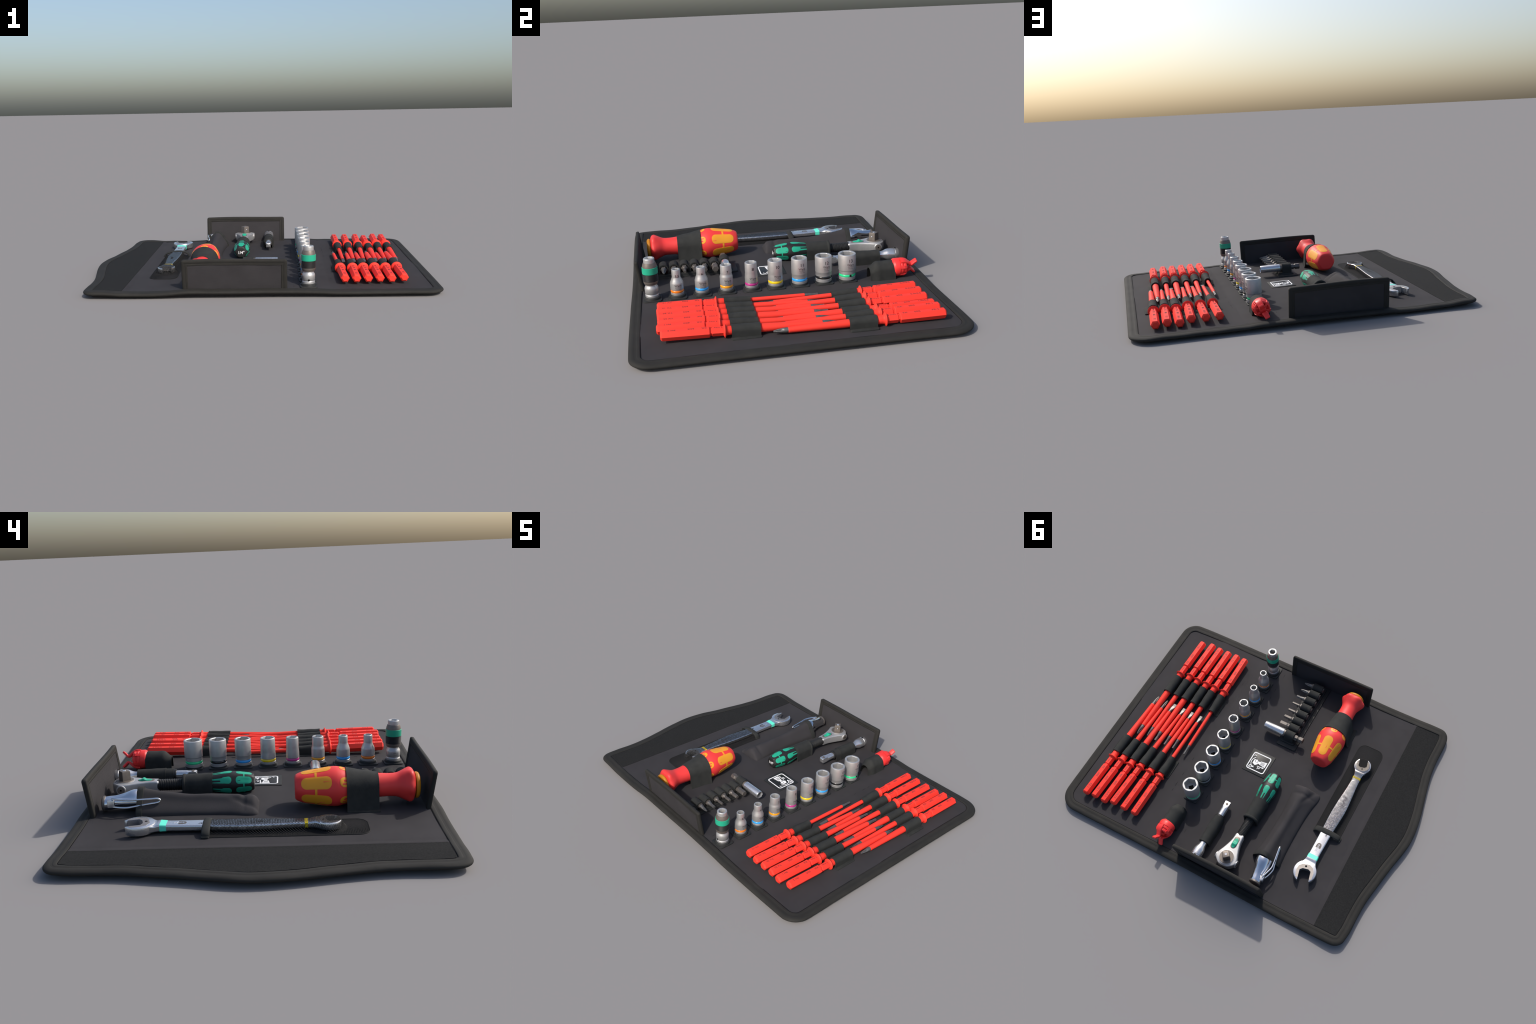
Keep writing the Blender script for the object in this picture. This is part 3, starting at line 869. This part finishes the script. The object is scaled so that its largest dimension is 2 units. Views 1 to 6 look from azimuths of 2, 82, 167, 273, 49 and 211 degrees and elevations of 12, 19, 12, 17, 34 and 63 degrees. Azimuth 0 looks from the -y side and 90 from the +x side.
for i in range(6):
    a = PI / 6 + i * PI / 3
    pad = part("grip_pad", join(inlay(rr, rmod, RX, RZ, a, 0.0355, 0.1065, 0.0165, off=0.0009, widen=0.10), bridge(rr, rmod, RX, RZ, a + 0.32, a + PI / 3 - 0.32, 0.0675, 0.0735, 0.0006)), M["green"], rat, angle=50)
    t0 = 0.05 + 0.03 * rng.random()
    part("grip_scratch", inlay(rr, rmod, RX, RZ, a + rng.uniform(-0.2, 0.2), t0 + 0.02, t0 + 0.034, 0.0012, off=0.0016, pointed=0.9, nb=14, nr=3), M["grip"], pad)
    part("grip_pad", join(inlay(rr, rmod, RX, RZ, a, 0.1265, 0.178, 0.0165, off=0.0009, pointed=0.45),
                          inlay(rr, rmod, RX, RZ, a - 0.10, 0.165, 0.224, 0.0050, off=0.0008, pointed=0.6, nb=24),
                          inlay(rr, rmod, RX, RZ, a + 0.22, 0.160, 0.215, 0.0040, off=0.0007, pointed=0.8, nb=24)), M["green"], rat, angle=50)
part("size_mark", place_text(text_geo("1/4\"", 0.026, 0.0010, offset=0.0004), (RX + 0.001, 0.0233, RZ - 0.002), (1, 0, 0), (0, 0, 1)), M["white"], rat, smooth=False)
ribs = [(0.338, 0.024)]
for i in range(15):
    t = 0.348 + i * 0.0081
    ribs += [(t, 0.0245), (t + 0.0018, 0.0268), (t + 0.0052, 0.0268), (t + 0.0070, 0.0245)]
ribs += [(0.471, 0.0245)]
part("ribbed_neck", revolve(ribs, (RX, 0, RZ - 0.003), 'y', 40), M["grip"], rat, angle=30)

# head: lofted rounded-rectangle sections along y
def head_section(y, hw, z0, z1, cx=RX, r=0.008):
    p = rounded_rect(2 * hw, z1 - z0, min(r, hw * 0.9, (z1 - z0) * 0.45), 6)
    return np.column_stack([cx + p[:, 0], np.full(len(p), y), (z0 + z1) / 2 + p[:, 1]])
hs = smooth_profile([(0.462, 0.022, 0.062, 0.104), (0.470, 0.0255, 0.059, 0.1065), (0.490, 0.0265, 0.058, 0.1075), (0.515, 0.0295, 0.057, 0.1080), (0.545, 0.0375, 0.056, 0.1080), (0.575, 0.0480, 0.056, 0.1080), (0.600, 0.0585, 0.057, 0.1080),
                     (0.618, 0.0640, 0.058, 0.1075), (0.636, 0.0640, 0.058, 0.1070), (0.652, 0.0520, 0.060, 0.1065), (0.667, 0.0340, 0.062, 0.1050), (0.673, 0.0180, 0.065, 0.1020)], 5)
part("ratchet_head", loft([head_section(y, w, a, b) for y, w, a, b in hs]), M["satin"], rat, angle=45)
for sx in (-1, 1):
    part("pivot_lug", revolve([(0.0, 0.0215), (sx * 0.040, 0.0225), (sx * 0.0480, 0.0225), (sx * 0.0505, 0.0205)], (RX + sx * 0.017, 0.6265, 0.0835), 'x', 32), M["satin"], rat)
    part("pivot_screw", join(revolve([(0.0, 0.0165), (sx * 0.0016, 0.0165)], (RX + sx * 0.0675, 0.6265, 0.0835), 'x', 28)), M["disc"], rat)
    part("screw_recess", revolve([(0.0, 0.0050), (sx * 0.0012, 0.0048)], (RX + sx * 0.0685, 0.6265, 0.0835), 'x', 12, ngon_factor(6)), M["hole"], rat)
DX, DY = -0.1120, 0.6195
part("drive_ring", revolve([(0.104, 0.0455), (0.1092, 0.0450), (0.1098, 0.0430)], (DX, DY, 0), 'z', 40), M["satin"], rat)
part("drive_disc", revolve([(0.105, 0.0412), (0.1112, 0.0412), (0.1122, 0.0402)], (DX, DY, 0), 'z', 40), M["disc"], rat)
sq = ngon_factor(4, 0.0)
rot = math.radians(-50)     # one face turned towards the front right
th = np.linspace(0, 2 * PI, 64, endpoint=False)
k = np.array([ngon_factor(4, PI / 4 + rot, 0.03)(a) for a in th])
rings = [np.column_stack([DX + np.cos(th) * r * k, DY + np.sin(th) * r * k, np.full(64, z)]) for z, r in ((0.110, 0.0285), (0.151, 0.0280), (0.1555, 0.0258), (0.1562, 0.023))]
part("square_drive", loft(rings), M["disc"], rat, angle=30)
part("locking_ball", sphere((DX + 0.0188 * math.cos(rot), DY + 0.0188 * math.sin(rot), 0.1340), 0.0050), M["chrome"], rat)
part("drive_pin", revolve([(0.1555, 0.008), (0.1568, 0.007)], (DX, DY, 0), 'z', 20), M["steel"], rat)
# direction slider
sl = []
for s in np.linspace(0, 1, 16):
    y = 0.494 + 0.062 * s
    w = 0.0135 * math.sqrt(max(0.02, 1 - abs(2 * s - 1) ** 4))
    h = 0.1105 + 0.0080 * math.exp(-((s - 0.62) / 0.16) ** 2)
    sl.append(head_section(y, w, 0.1005, h, r=0.003))
part("slider_well", slab(rounded_rect(0.033, 0.078, 0.0155, 6) + np.array([RX, 0.521]), 0.1045, 0.1086, 0.0004), M["disc"], rat)
part("direction_slider", loft(sl), M["green"], rat, angle=50)
part("elastic_loop", arch(0.2145, 0.3400, (RX, RZ), (RX, RZ), 0.0465, 0.0425, thick=0.005, nt=12, na=28), M["elastic"], roll)
part("elastic_hem", arch(0.3370, 0.3520, (RX, RZ), (RX, RZ), 0.0, 0.0, R_shape=lambda t: 0.0415 + 0.0045 * math.sqrt(max(0, 1 - ((t - 0.3445) / 0.0078) ** 2)), thick=0.010, nt=8, na=28, lip=False), M["elastic"], roll)

# ------------------------------------------------------------------ extension bar
EX, EZ = 0.0575, 0.0755
ext = thing("extension_bar", (EX, 0.5, TOP), "polished steel socket extension bar with black sleeve", "extension bar")
def emod(th, t):
    k = 1 - float(smooth01(0.345, 0.356, t))
    return 1 + k * (ngon_factor(4, PI / 4, 0.04)(th) * 1.16 - 1)
part("bar", revolve([(0.3075, 0.013), (0.3095, 0.0175), (0.313, 0.0195), (0.345, 0.0195), (0.352, 0.0200), (0.358, 0.0202), (0.44, 0.0200), (0.592, 0.0200), (0.610, 0.0205), (0.622, 0.0235), (0.636, 0.0295), (0.648, 0.0322), (0.6800, 0.0325), (0.6815, 0.0310), (0.6850, 0.0310), (0.6865, 0.0325), (0.7000, 0.0325), (0.7060, 0.0300), (0.7070, 0.025)],
     (EX, 0, EZ), 'y', 48, emod, caps=(True, False)), M["steel"], ext, angle=40)
part("square_recess", revolve([(0.7065, 0.026), (0.7060, 0.024), (0.69, 0.0235)], (EX, 0, EZ), 'y', 32, ngon_factor(4, 0.0, 0.1)), M["hole"], ext)
part("ball_hole", revolve([(0.0, 0.0080), (0.0010, 0.0078)], (EX, 0.327, EZ + 0.0190), 'z', 18), M["disc"], ext)
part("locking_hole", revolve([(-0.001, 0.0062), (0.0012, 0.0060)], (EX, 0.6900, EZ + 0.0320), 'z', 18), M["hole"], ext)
part("black_sleeve", revolve([(0.4065, 0.022), (0.4080, 0.0270), (0.4300, 0.0285), (0.4700, 0.0280)], (EX, 0, EZ), 'y', 40), M["grip"], ext)
part("elastic_loop", arch(0.4200, 0.4620, (EX, EZ), (EX, EZ), 0.0300, 0.0310, thick=0.004, nt=5, na=24), M["elastic"], roll)
part("elastic_loop", arch(0.4580, 0.5950, (EX, EZ - 0.001), (EX, EZ - 0.001), 0.0345, 0.0305, thick=0.005, nt=12, na=24), M["elastic"], roll)

# ------------------------------------------------------------------ red clamp tool with two prongs
JX, JZ = 0.2985, 0.0875
tilt_fin = 0.25
jaw = thing("gripping_tool", (JX, 0.6, TOP), "red plastic two pronged gripping tool head", "gripping tool")
part("tool_body", revolve([(0.515, 0.020), (0.520, 0.034), (0.560, 0.0395), (0.590, 0.0405), (0.5960, 0.0455), (0.6020, 0.0482), (0.6240, 0.0482), (0.6260, 0.0455), (0.6300, 0.0455), (0.6320, 0.0470), (0.6400, 0.0465), (0.6420, 0.0420), (0.6460, 0.0420), (0.6480, 0.0438), (0.6570, 0.0432), (0.6610, 0.0395), (0.6620, 0.034), (0.652, 0.030), (0.648, 0.010)], (JX, 0, JZ), 'y', 48), M["jawred"], jaw, angle=25)
fins = []
for k in range(6):
    a = tilt_fin + k * PI / 3
    u, w = np.array([math.cos(a), 0, math.sin(a)]), np.array([-math.sin(a), 0, math.cos(a)])
    rings = []
    for y, r0, r1, h in ((0.625, 0.030, 0.0490, 0.0070), (0.648, 0.028, 0.0490, 0.0070), (0.660, 0.024, 0.0440, 0.0060), (0.664, 0.020, 0.0360, 0.0050)):
        c0 = np.array([JX, y, JZ])
        rings.append(np.array([c0 + u * r0 - w * h, c0 + u * r1 - w * h, c0 + u * r1 + w * h, c0 + u * r0 + w * h]))
    fins.append(loft(rings))
part("ring_fin", join(*fins), M["jawred"], jaw, smooth=False)
part("centre_boss", revolve([(0.645, 0.020), (0.668, 0.019), (0.6700, 0.016)], (JX, 0, JZ), 'y', 28), M["jawred"], jaw)
tilt = math.atan2(0.033, 0.075)
def jaw_pt(lat, y, rad, s):
    """lateral / axial / radial of a prong; s = +1 upper, -1 lower; the pair is turned about the axis"""
    x, z = lat, s * rad
    return (JX + x * math.cos(tilt) + z * math.sin(tilt), y, JZ + 0.0 + z * math.cos(tilt) - x * math.sin(tilt))
for s in (1, -1):
    cl = smooth_profile([(0.628, 0.0435, 0.0195, 0.0070), (0.645, 0.0425, 0.0190, 0.0072), (0.660, 0.0370, 0.0180, 0.0070), (0.674, 0.0260, 0.0165, 0.0066), (0.686, 0.0170, 0.0155, 0.0062), (0.694, 0.0165, 0.0150, 0.0060), (0.701, 0.0230, 0.0145, 0.0060), (0.710, 0.0320, 0.0140, 0.0060), (0.716, 0.0375, 0.0135, 0.0057), (0.7185, 0.0400, 0.0120, 0.0036)], 5)
    P2 = cl[:, :2]
    T = np.gradient(P2, axis=0); T /= np.linalg.norm(T, axis=1)[:, None]
    N = np.column_stack([-T[:, 1], T[:, 0]])
    rings = []
    for (y, r, w, h), nn in zip(cl, N):
        p = rounded_rect(2 * w, 2 * h, min(w, h) * 0.7, 4)
        rings.append(np.array([jaw_pt(a, y + nn[0] * b, r + nn[1] * b, s) for a, b in p]))
    part("prong", loft(rings), M["jawred"], jaw, angle=50)
def jloop(t):
    return 0.0345 + 0.0105 * float(smooth01(0.462, 0.515, t))
part("elastic_loop", arch(0.466, 0.598, (JX - 0.002, 0), (JX - 0.002, 0), 0, 0, R_shape=jloop, z_shape=lambda t: 0.0650 + 0.0180 * float(smooth01(0.464, 0.505, t)), thick=0.0040, foot=0.004, nt=20, na=28), M["elastic"], roll)

# ------------------------------------------------------------------ fabric sleeve with chrome lamp head
lamp = thing("pen_lamp", (-0.31, 0.6, TOP), "bright chrome pocket lamp head with wire clip", "pen lamp")
lp = smooth_profile([(0.498, 0.026, 0.026), (0.512, 0.0370, 0.0370), (0.526, 0.0430, 0.0435), (0.545, 0.0435, 0.0445), (0.565, 0.0405, 0.0405), (0.590, 0.0345, 0.0340), (0.620, 0.0325, 0.0300), (0.650, 0.0335, 0.0310), (0.664, 0.0335, 0.0310)], 6)
rings = []
th = np.linspace(0, 2 * PI, 56, endpoint=False)
for y, a, b in lp:
    s = (y - 0.53) / 0.14
    cx, cz = -0.3015 - 0.018 * s, 0.0835 - 0.010 * s
    dent = 1 - 0.10 * smooth01(0.560, 0.60, y) * np.exp(-((th - 0.15) / 0.35) ** 2) - 0.07 * smooth01(0.55, 0.59, y) * np.exp(-((th - 1.9) / 0.3) ** 2) - 0.06 * smooth01(0.56, 0.6, y) * np.exp(-((th - 5.2) / 0.4) ** 2)
    rings.append(np.column_stack([cx + np.cos(th) * a * dent, np.full(56, y), cz + np.sin(th) * b * dent]))
part("lamp_head", loft(rings), M["chrome"], lamp, angle=60)
part("lamp_rim", revolve([(0.660, 0.0325), (0.664, 0.0345), (0.670, 0.0345), (0.674, 0.0310), (0.676, 0.020)], (-0.3195, 0, 0.0735), 'y', 40), M["oxide"], lamp)
part("clip_block", slab(rounded_rect(0.016, 0.030, 0.003, 4) + np.array([-0.350, 0.632]), 0.068, 0.100, 0.003), M["steel"], lamp)
part("clip_tongue", revolve([(0.500, 0.006), (0.506, 0.016), (0.56, 0.0185), (0.615, 0.0165), (0.620, 0.008)], (-0.3360, 0, 0.086), 'y', 24), M["chrome"], lamp)
wire = smooth_profile([(-0.346, 0.628, 0.1035), (-0.357, 0.600, 0.1050), (-0.368, 0.556, 0.1040), (-0.364, 0.520, 0.1025), (-0.3545, 0.460, 0.1015), (-0.3505, 0.432, 0.1015), (-0.3495, 0.421, 0.0975), (-0.3495, 0.4185, 0.0925),
                       (-0.350, 0.422, 0.0870), (-0.3525, 0.436, 0.0830), (-0.358, 0.470, 0.0800), (-0.3690, 0.524, 0.0745), (-0.3755, 0.556, 0.0720), (-0.366, 0.596, 0.0700), (-0.352, 0.626, 0.0700)], 6)
part("wire_clip", tube(wire, 0.0043, 10), M["chrome"], lamp, angle=60)

secs = smooth_profile([(0.516, -0.2985, 0.0500, 0.1010), (0.490, -0.2990, 0.0485, 0.0970), (0.420, -0.3010, 0.0420, 0.0830), (0.330, -0.3030, 0.0380, 0.0715), (0.250, -0.3040, 0.0375, 0.0660), (0.180, -0.3050, 0.0390, 0.0645), (0.120, -0.3060, 0.0430, 0.0660), (0.085, -0.3070, 0.0470, 0.0630), (0.062, -0.3080, 0.0510, 0.0555), (0.045, -0.3080, 0.0530, 0.0580), (0.022, -0.3070, 0.0540, 0.0560), (0.008, -0.3050, 0.0520, 0.0440), (-0.001, -0.3040, 0.0430, 0.0240)], 6)
rings = []
phi = np.linspace(0, PI, 44)
for y, cx, a, b in secs:
    c_, s_ = np.cos(phi), np.sin(phi)
    x = cx + a * np.sign(c_) * np.abs(c_) ** 0.90 * (1.0 - 0.10 * s_)
    foot = np.where(c_ > 0, 0.022, 0.044) * np.abs(c_) ** 9
    x = x + np.sign(c_) * foot
    z = TOP + 0.001 + b * s_ ** 0.85
    fold = smooth01(0.16, 0.04, y)
    z = z - fold * 0.010 * np.exp(-((x + 0.350 - (y - 0.06) * 0.4) / 0.012) ** 2) * s_ - fold * 0.006 * np.exp(-((x + 0.285) / 0.016) ** 2) * s_
    z = z + 0.0022 * np.sin(y * 34 + x * 40) * s_ * smooth01(0.45, 0.2, y)
    top = np.column_stack([x, np.full(len(x), y), z])
    bot = np.array([(x[-1], y, TOP - 0.002), (x[0], y, TOP - 0.002)])
    rings.append(np.vstack([top, bot]))
part("lamp_sleeve", loft(rings), M["cloth"], roll, angle=60)
rings = []
for y, dr in ((0.519, -0.004), (0.520, 0.0022), (0.514, 0.0030), (0.500, 0.0030), (0.494, 0.0022), (0.493, -0.004)):
    b, a = 0.1020 + dr, 0.0510 + dr
    c_, s_ = np.cos(phi), np.sin(phi)
    x = -0.2970 + a * np.sign(c_) * np.abs(c_) ** 0.90 * (1.0 - 0.10 * s_) + np.sign(c_) * np.where(c_ > 0, 0.022, 0.044) * np.abs(c_) ** 9
    z = TOP + 0.001 + b * s_ ** 0.85
    rings.append(np.vstack([np.column_stack([x, np.full(len(x), y), z]), np.array([(x[-1], y, TOP - 0.001), (x[0], y, TOP - 0.001)])]))
part("sleeve_hem", loft(rings), M["elastic"], roll, angle=60)

# ------------------------------------------------------------------ spanner
sp = thing("open_end_spanner", (-0.538, 0.1, TOP), "polished double open ended spanner with mint and yellow bands", "spanner")
def jaw_outline(cx, cy, R, ang, half, depth, n=40):
    """open jaw: disc with a six-sided mouth cut out along direction ang"""
    d = np.array([math.cos(ang), math.sin(ang)])
    l = np.array([-d[1], d[0]])
    gap = math.asin(half / R) + 0.10
    arc = [np.array([cx, cy]) + R * (d * math.cos(a) + l * math.sin(a)) for a in np.linspace(gap, 2 * PI - gap, n)]
    mouth = [(R * 0.80, -half * 1.02), (R * 0.35, -half), (0.0, -half), (-depth * 0.35, -half * 0.98), (-depth, -half * 0.50), (-depth * 0.92, 0.0), (-depth, half * 0.50), (-depth * 0.35, half * 0.98), (0.0, half), (R * 0.35, half), (R * 0.80, half * 1.02)]
    m = [np.array([cx, cy]) + d * a + l * b for a, b in mouth]
    return np.array(arc + m), d, l

def jaw_insert(cx, cy, R, d, l, half, depth, z):
    rim_o = [(R * 0.62, -R * 0.70), (0.0, -R * 0.76), (-R * 0.42, -R * 0.62), (-R * 0.64, -R * 0.30), (-R * 0.66, R * 0.30), (-R * 0.42, R * 0.62), (0.0, R * 0.76), (R * 0.62, R * 0.70)]
    rim_i = [(R * 0.62, -half), (0.0, -half), (-depth * 0.35, -half * 0.98), (-depth, -half * 0.5), (-depth, half * 0.5), (-depth * 0.35, half * 0.98), (0.0, half), (R * 0.62, half)]
    V, F = [], []
    c = np.array([cx, cy])
    for zz in (z - 0.002, z):
        for a, b in rim_o + rim_i:
            q = c + d * a + l * b
            V.append((q[0], q[1], zz))
    n = len(rim_o)
    for i in range(n - 1):
        F.append((2 * n + i, 2 * n + i + 1, 3 * n + i + 1, 3 * n + i))
    for i in range(n - 1):
        F.append((i, i + 1, 2 * n + i + 1, 2 * n + i))
    return np.array(V), F

def jaw_solid(cx, cy, R, ang, half, depth, z0, z1, bev=0.0045):
    """open jaw lofted as a C: each section runs from the outer arc to the mouth"""
    d = np.array([math.cos(ang), math.sin(ang)])
    l = np.array([-d[1], d[0]])
    c = np.array([cx, cy])
    a_tip = math.asin(half * 1.0 / R) + 0.05
    n = 61
    ang_s = np.linspace(a_tip, 2 * PI - a_tip, n)
    mouth = np.array([(R * 0.80, half * 1.02), (R * 0.35, half), (0.0, half), (-depth * 0.35, half * 0.98), (-depth, half * 0.50), (-depth, 0.0), (-depth, -half * 0.50), (-depth * 0.35, -half * 0.98), (0.0, -half), (R * 0.35, -half), (R * 0.80, -half * 1.02)])
    k = np.interp(np.linspace(0, 1, n), [0, 0.08, 0.18, 0.24, 0.38, 0.5, 0.62, 0.76, 0.82, 0.92, 1], np.arange(11))
    inn = np.column_stack([np.interp(k, np.arange(11), mouth[:, 0]), np.interp(k, np.arange(11), mouth[:, 1])])
    rings = []
    for a, q in zip(ang_s, inn):
        o = c + R * (d * math.cos(a) + l * math.sin(a))
        p = c + d * q[0] + l * q[1]
        u = (p - o) / np.linalg.norm(p - o)
        w = np.linalg.norm(p - o)
        b = min(bev, w * 0.35)
        sec = [(0, z0 + b), (0, z1 - b), (b * 0.3, z1 - b * 0.3), (b, z1), (w - 0.0008, z1), (w, z1 - 0.0008), (w, z0 + 0.0008), (w - 0.0008, z0), (b, z0), (b * 0.3, z0 + b * 0.3)]
        rings.append(np.array([(*(o + u * t), z) for t, z in sec]))
    return loft(rings)

BIG = (-0.5385, 0.4760, 0.0665, PI / 2 + math.radians(14), 0.0325, 0.016)
SML = (-0.5415, -0.2860, 0.0515, -PI / 2 + math.radians(14), 0.0255, 0.011)
for (cx, cy, R, ang, half, depth), z0, z1 in ((BIG, 0.0345, 0.0700), (SML, 0.0365, 0.0660)):
    poly, d, l = jaw_outline(cx, cy, R, ang, half, depth)
    part("jaw", jaw_solid(cx, cy, R, ang, half, depth, z0, z1), M["spanner"], sp, angle=35)
    ins = part("jaw_insert", jaw_insert(cx, cy, R, d, l, half, depth, z1 + 0.0005), M["insert"], sp, smooth=False)
    q = np.array([cx, cy]) - d * (depth + R * 0.22) - l * 0.0
    part("rivet_hole", revolve([(0, R * 0.095), (0.0006, R * 0.09)], (q[0], q[1], z1 + 0.0004), 'z', 18), M["hole"], ins)
sh = smooth_profile([(0.440, -0.5385, 0.0480, 0.0370, 0.0690), (0.425, -0.5385, 0.0440, 0.0370, 0.0680), (0.408, -0.5385, 0.0365, 0.0375, 0.0650), (0.390, -0.5380, 0.0320, 0.0380, 0.0675), (0.365, -0.5378, 0.0305, 0.0385, 0.0650), (0.300, -0.5385, 0.0312, 0.0385, 0.0635), (0.200, -0.5395, 0.0328, 0.0385, 0.0630),
                     (0.120, -0.5410, 0.0362, 0.0385, 0.0635), (0.040, -0.5440, 0.0380, 0.0385, 0.0640), (-0.040, -0.5445, 0.0340, 0.0385, 0.0640), (-0.120, -0.5445, 0.0272, 0.0390, 0.0635), (-0.190, -0.5435, 0.0245, 0.0390, 0.0630), (-0.215, -0.5430, 0.0255, 0.0390, 0.0640), (-0.235, -0.5425, 0.0310, 0.0385, 0.0675), (-0.252, -0.5420, 0.0390, 0.0385, 0.0640), (-0.262, -0.5415, 0.0400, 0.0385, 0.0650)], 6)
def shaft_at(y):
    o = np.argsort(sh[:, 0])
    return [float(np.interp(y, sh[o, 0], sh[o, k])) for k in range(1, 5)]
k1 = int(np.argmax(sh[:, 0] < 0.200))
k2 = int(np.argmax(sh[:, 0] < -0.192))
for nm, rows, mt in (("shaft", sh[:k1 + 1], "spanner"), ("etched_shaft", sh[k1:k2 + 1], "etched"), ("shaft_neck", sh[k2:], "spanner")):
    part(nm, loft([head_section(y, w, a, b, cx, 0.007) for y, cx, w, a, b in rows]), M[mt], sp, angle=45)
def band(y0, y1, mat, name):
    rings = []
    for y, g in ((y0, -0.001), (y0, 0.0005), (y1, 0.0005), (y1, -0.001)):
        cx, w, a, b = shaft_at(y)
        rings.append(head_section(y, w + g, a - g, b + g, cx, 0.007))
    part(name, loft(rings), M[mat], sp, smooth=False)
band(0.3620, 0.3880, "mint", "size_band")
band(-0.2030, -0.1900, "lemon", "size_band")
zt = 0.0634
oval = [(-0.5385 + 0.0155 * math.copysign(abs(math.cos(a)) ** 0.7, math.cos(a)), 0.314 + 0.032 * math.copysign(abs(math.sin(a)) ** 0.7, math.sin(a))) for a in np.linspace(0, 2 * PI, 36, endpoint=False)]
part("logo_recess", slab(np.array(oval), zt - 0.002, zt + 0.0003), M["oxide"], sp)
part("raised_lettering", join(place_text(text_geo("Wera", 0.020, 0.0014, offset=0.0004), (-0.5385 + 0.002, 0.314, zt + 0.0004), (0, -1, 0), (1, 0, 0)),
     place_text(text_geo("G", 0.02, 0.0014), (-0.5385, 0.338, zt + 0.0002), (0, -1, 0), (1, 0, 0))), M["steel"], sp, smooth=False)
part("printed_lettering", join(place_text(text_geo("Joker", 0.019, 0.0008), (-0.549, 0.213, zt - 0.0002), (0, 1, 0), (-1, 0, 0)),
     place_text(text_geo("Joker", 0.030, 0.0008), (-0.5440, -0.020, zt + 0.0006), (0, -1, 0), (1, 0, 0))), M["ink"], sp, smooth=False)

# ------------------------------------------------------------------ net pocket over the spanner
NX0, NX1, NY0, NY1 = -0.6205, -0.4620, -0.4450, 0.1950
def in_pocket(x, y):
    r = 0.045
    if not (NX0 <= x <= NX1 and NY0 <= y <= NY1):
        return False
    for cx, s in ((NX0 + r, -1), (NX1 - r, 1)):
        if y < NY0 + r and (x - cx) * s > 0 and math.hypot(x - cx, y - NY0 - r) > r:
            return False
    return True
def net_z(x, y):
    """net pulled over the spanner: tight on the steel, flat on the mat beside it"""
    base = mat_z(x, y) + 0.0022
    cx, w, a, b = shaft_at(max(-0.25, min(0.25, y)))
    d = abs(x - cx) - w
    dj = math.hypot(x - SML[0], y - SML[1]) - SML[2]
    def over(top, e):
        """height of a thread stretched over a rounded steel edge at distance e outside it"""
        if e < -0.006:
            return top
        drop = 0.30 * float(smooth01(-0.006, 0.0, e)) * (top - base) * 0.5
        return base + (top - base - drop) * max(0.0, 1 - max(0.0, e) / 0.024) ** 1.9
    h1 = over(b + 0.0007, d) if -0.28 < y else base
    h2 = over(0.0672, dj)
    return max(base, h1, h2)
part("pocket_backing", ride(slab(np.array([(x, y) for x, y in
     [(NX0, NY1), ] + [(NX0 + 0.045 - 0.045 * math.cos(a), NY0 + 0.045 - 0.045 * math.sin(a)) for a in np.linspace(0, PI / 2, 8)] +
     [(NX1 - 0.045 + 0.045 * math.sin(a), NY0 + 0.045 - 0.045 * math.cos(a)) for a in np.linspace(0, PI / 2, 8)] + [(NX1, NY1)]]), TOP - 0.002, TOP + 0.0012)), M["netback"], roll)
strands = []
pitch = 0.0128
for dirn in (1, -1):
    for k in range(-160, 160):
        pts = []
        for s in np.arange(-0.45, 0.45, 0.0040):
            x = NX0 + s * 0.47 + 0.08
            y = -0.12 + k * pitch + dirn * s * 0.88
            if in_pocket(x, y):
                pts.append((x, y))
            elif len(pts) > 2:
                break
        if len(pts) > 2:
            P3 = [(x, y, net_z(x, y) + dirn * 0.0003) for x, y in pts]
            v, f = tube([(x, y, 0) for x, y, z in P3], 0.00092, 4, caps=(False, False))
            v[:, 2] = v[:, 2] * 0.35 + np.repeat([p[2] for p in P3], 4)
            strands.append((v, f))
part("net_pocket", join(*strands), M["net"], roll, kind="stuff")
# hem of the net along its sides and foot, strap across its mouth
hem = [(NX0, y) for y in np.linspace(0.19, NY0 + 0.045, 40)] + [(NX0 + 0.045 - 0.045 * math.cos(a), NY0 + 0.045 - 0.045 * math.sin(a)) for a in np.linspace(0.1, PI / 2, 8)]
hem += [(NX1 - 0.045 + 0.045 * math.sin(a), NY0 + 0.045 - 0.045 * math.cos(a)) for a in np.linspace(0, PI / 2 - 0.1, 8)] + [(NX1, y) for y in np.linspace(NY0 + 0.045, 0.19, 40)]
part("net_edge", tube([(x, y, mat_z(x, y) + 0.0012) for x, y in hem], 0.0022, 6), M["net"], roll)
strap = smooth_profile([(-0.468, TOP - 0.001), (-0.4695, TOP + 0.010), (-0.476, TOP + 0.018), (-0.490, TOP + 0.0245), (-0.515, TOP + 0.0290), (-0.540, TOP + 0.0300), (-0.565, TOP + 0.0285), (-0.592, TOP + 0.0235), (-0.610, TOP + 0.017), (-0.6195, TOP + 0.009), (-0.622, TOP - 0.001)], 5)
rings = []
T = np.gradient(strap, axis=0); T /= np.linalg.norm(T, axis=1)[:, None]
for (x, z), t in zip(strap, T):
    nrm = np.array([-t[1], t[0]])
    if nrm[1] < 0:
        nrm = -nrm
    ring = []
    for a in np.linspace(0, 2 * PI, 14, endpoint=False):
        b, c_ = 0.0170 * math.cos(a), 0.0058 * math.sin(a)
        ring.append((x + nrm[0] * c_, 0.200 + b, z + nrm[1] * c_))
    rings.append(np.array(ring))
part("pocket_strap", loft(rings), M["elastic"], roll, angle=60)
part("loop_anchor", join(tab(-0.474, -0.458, 0.186, 0.218), tab(-0.632, -0.614, 0.186, 0.218)), M["elastic"], roll)
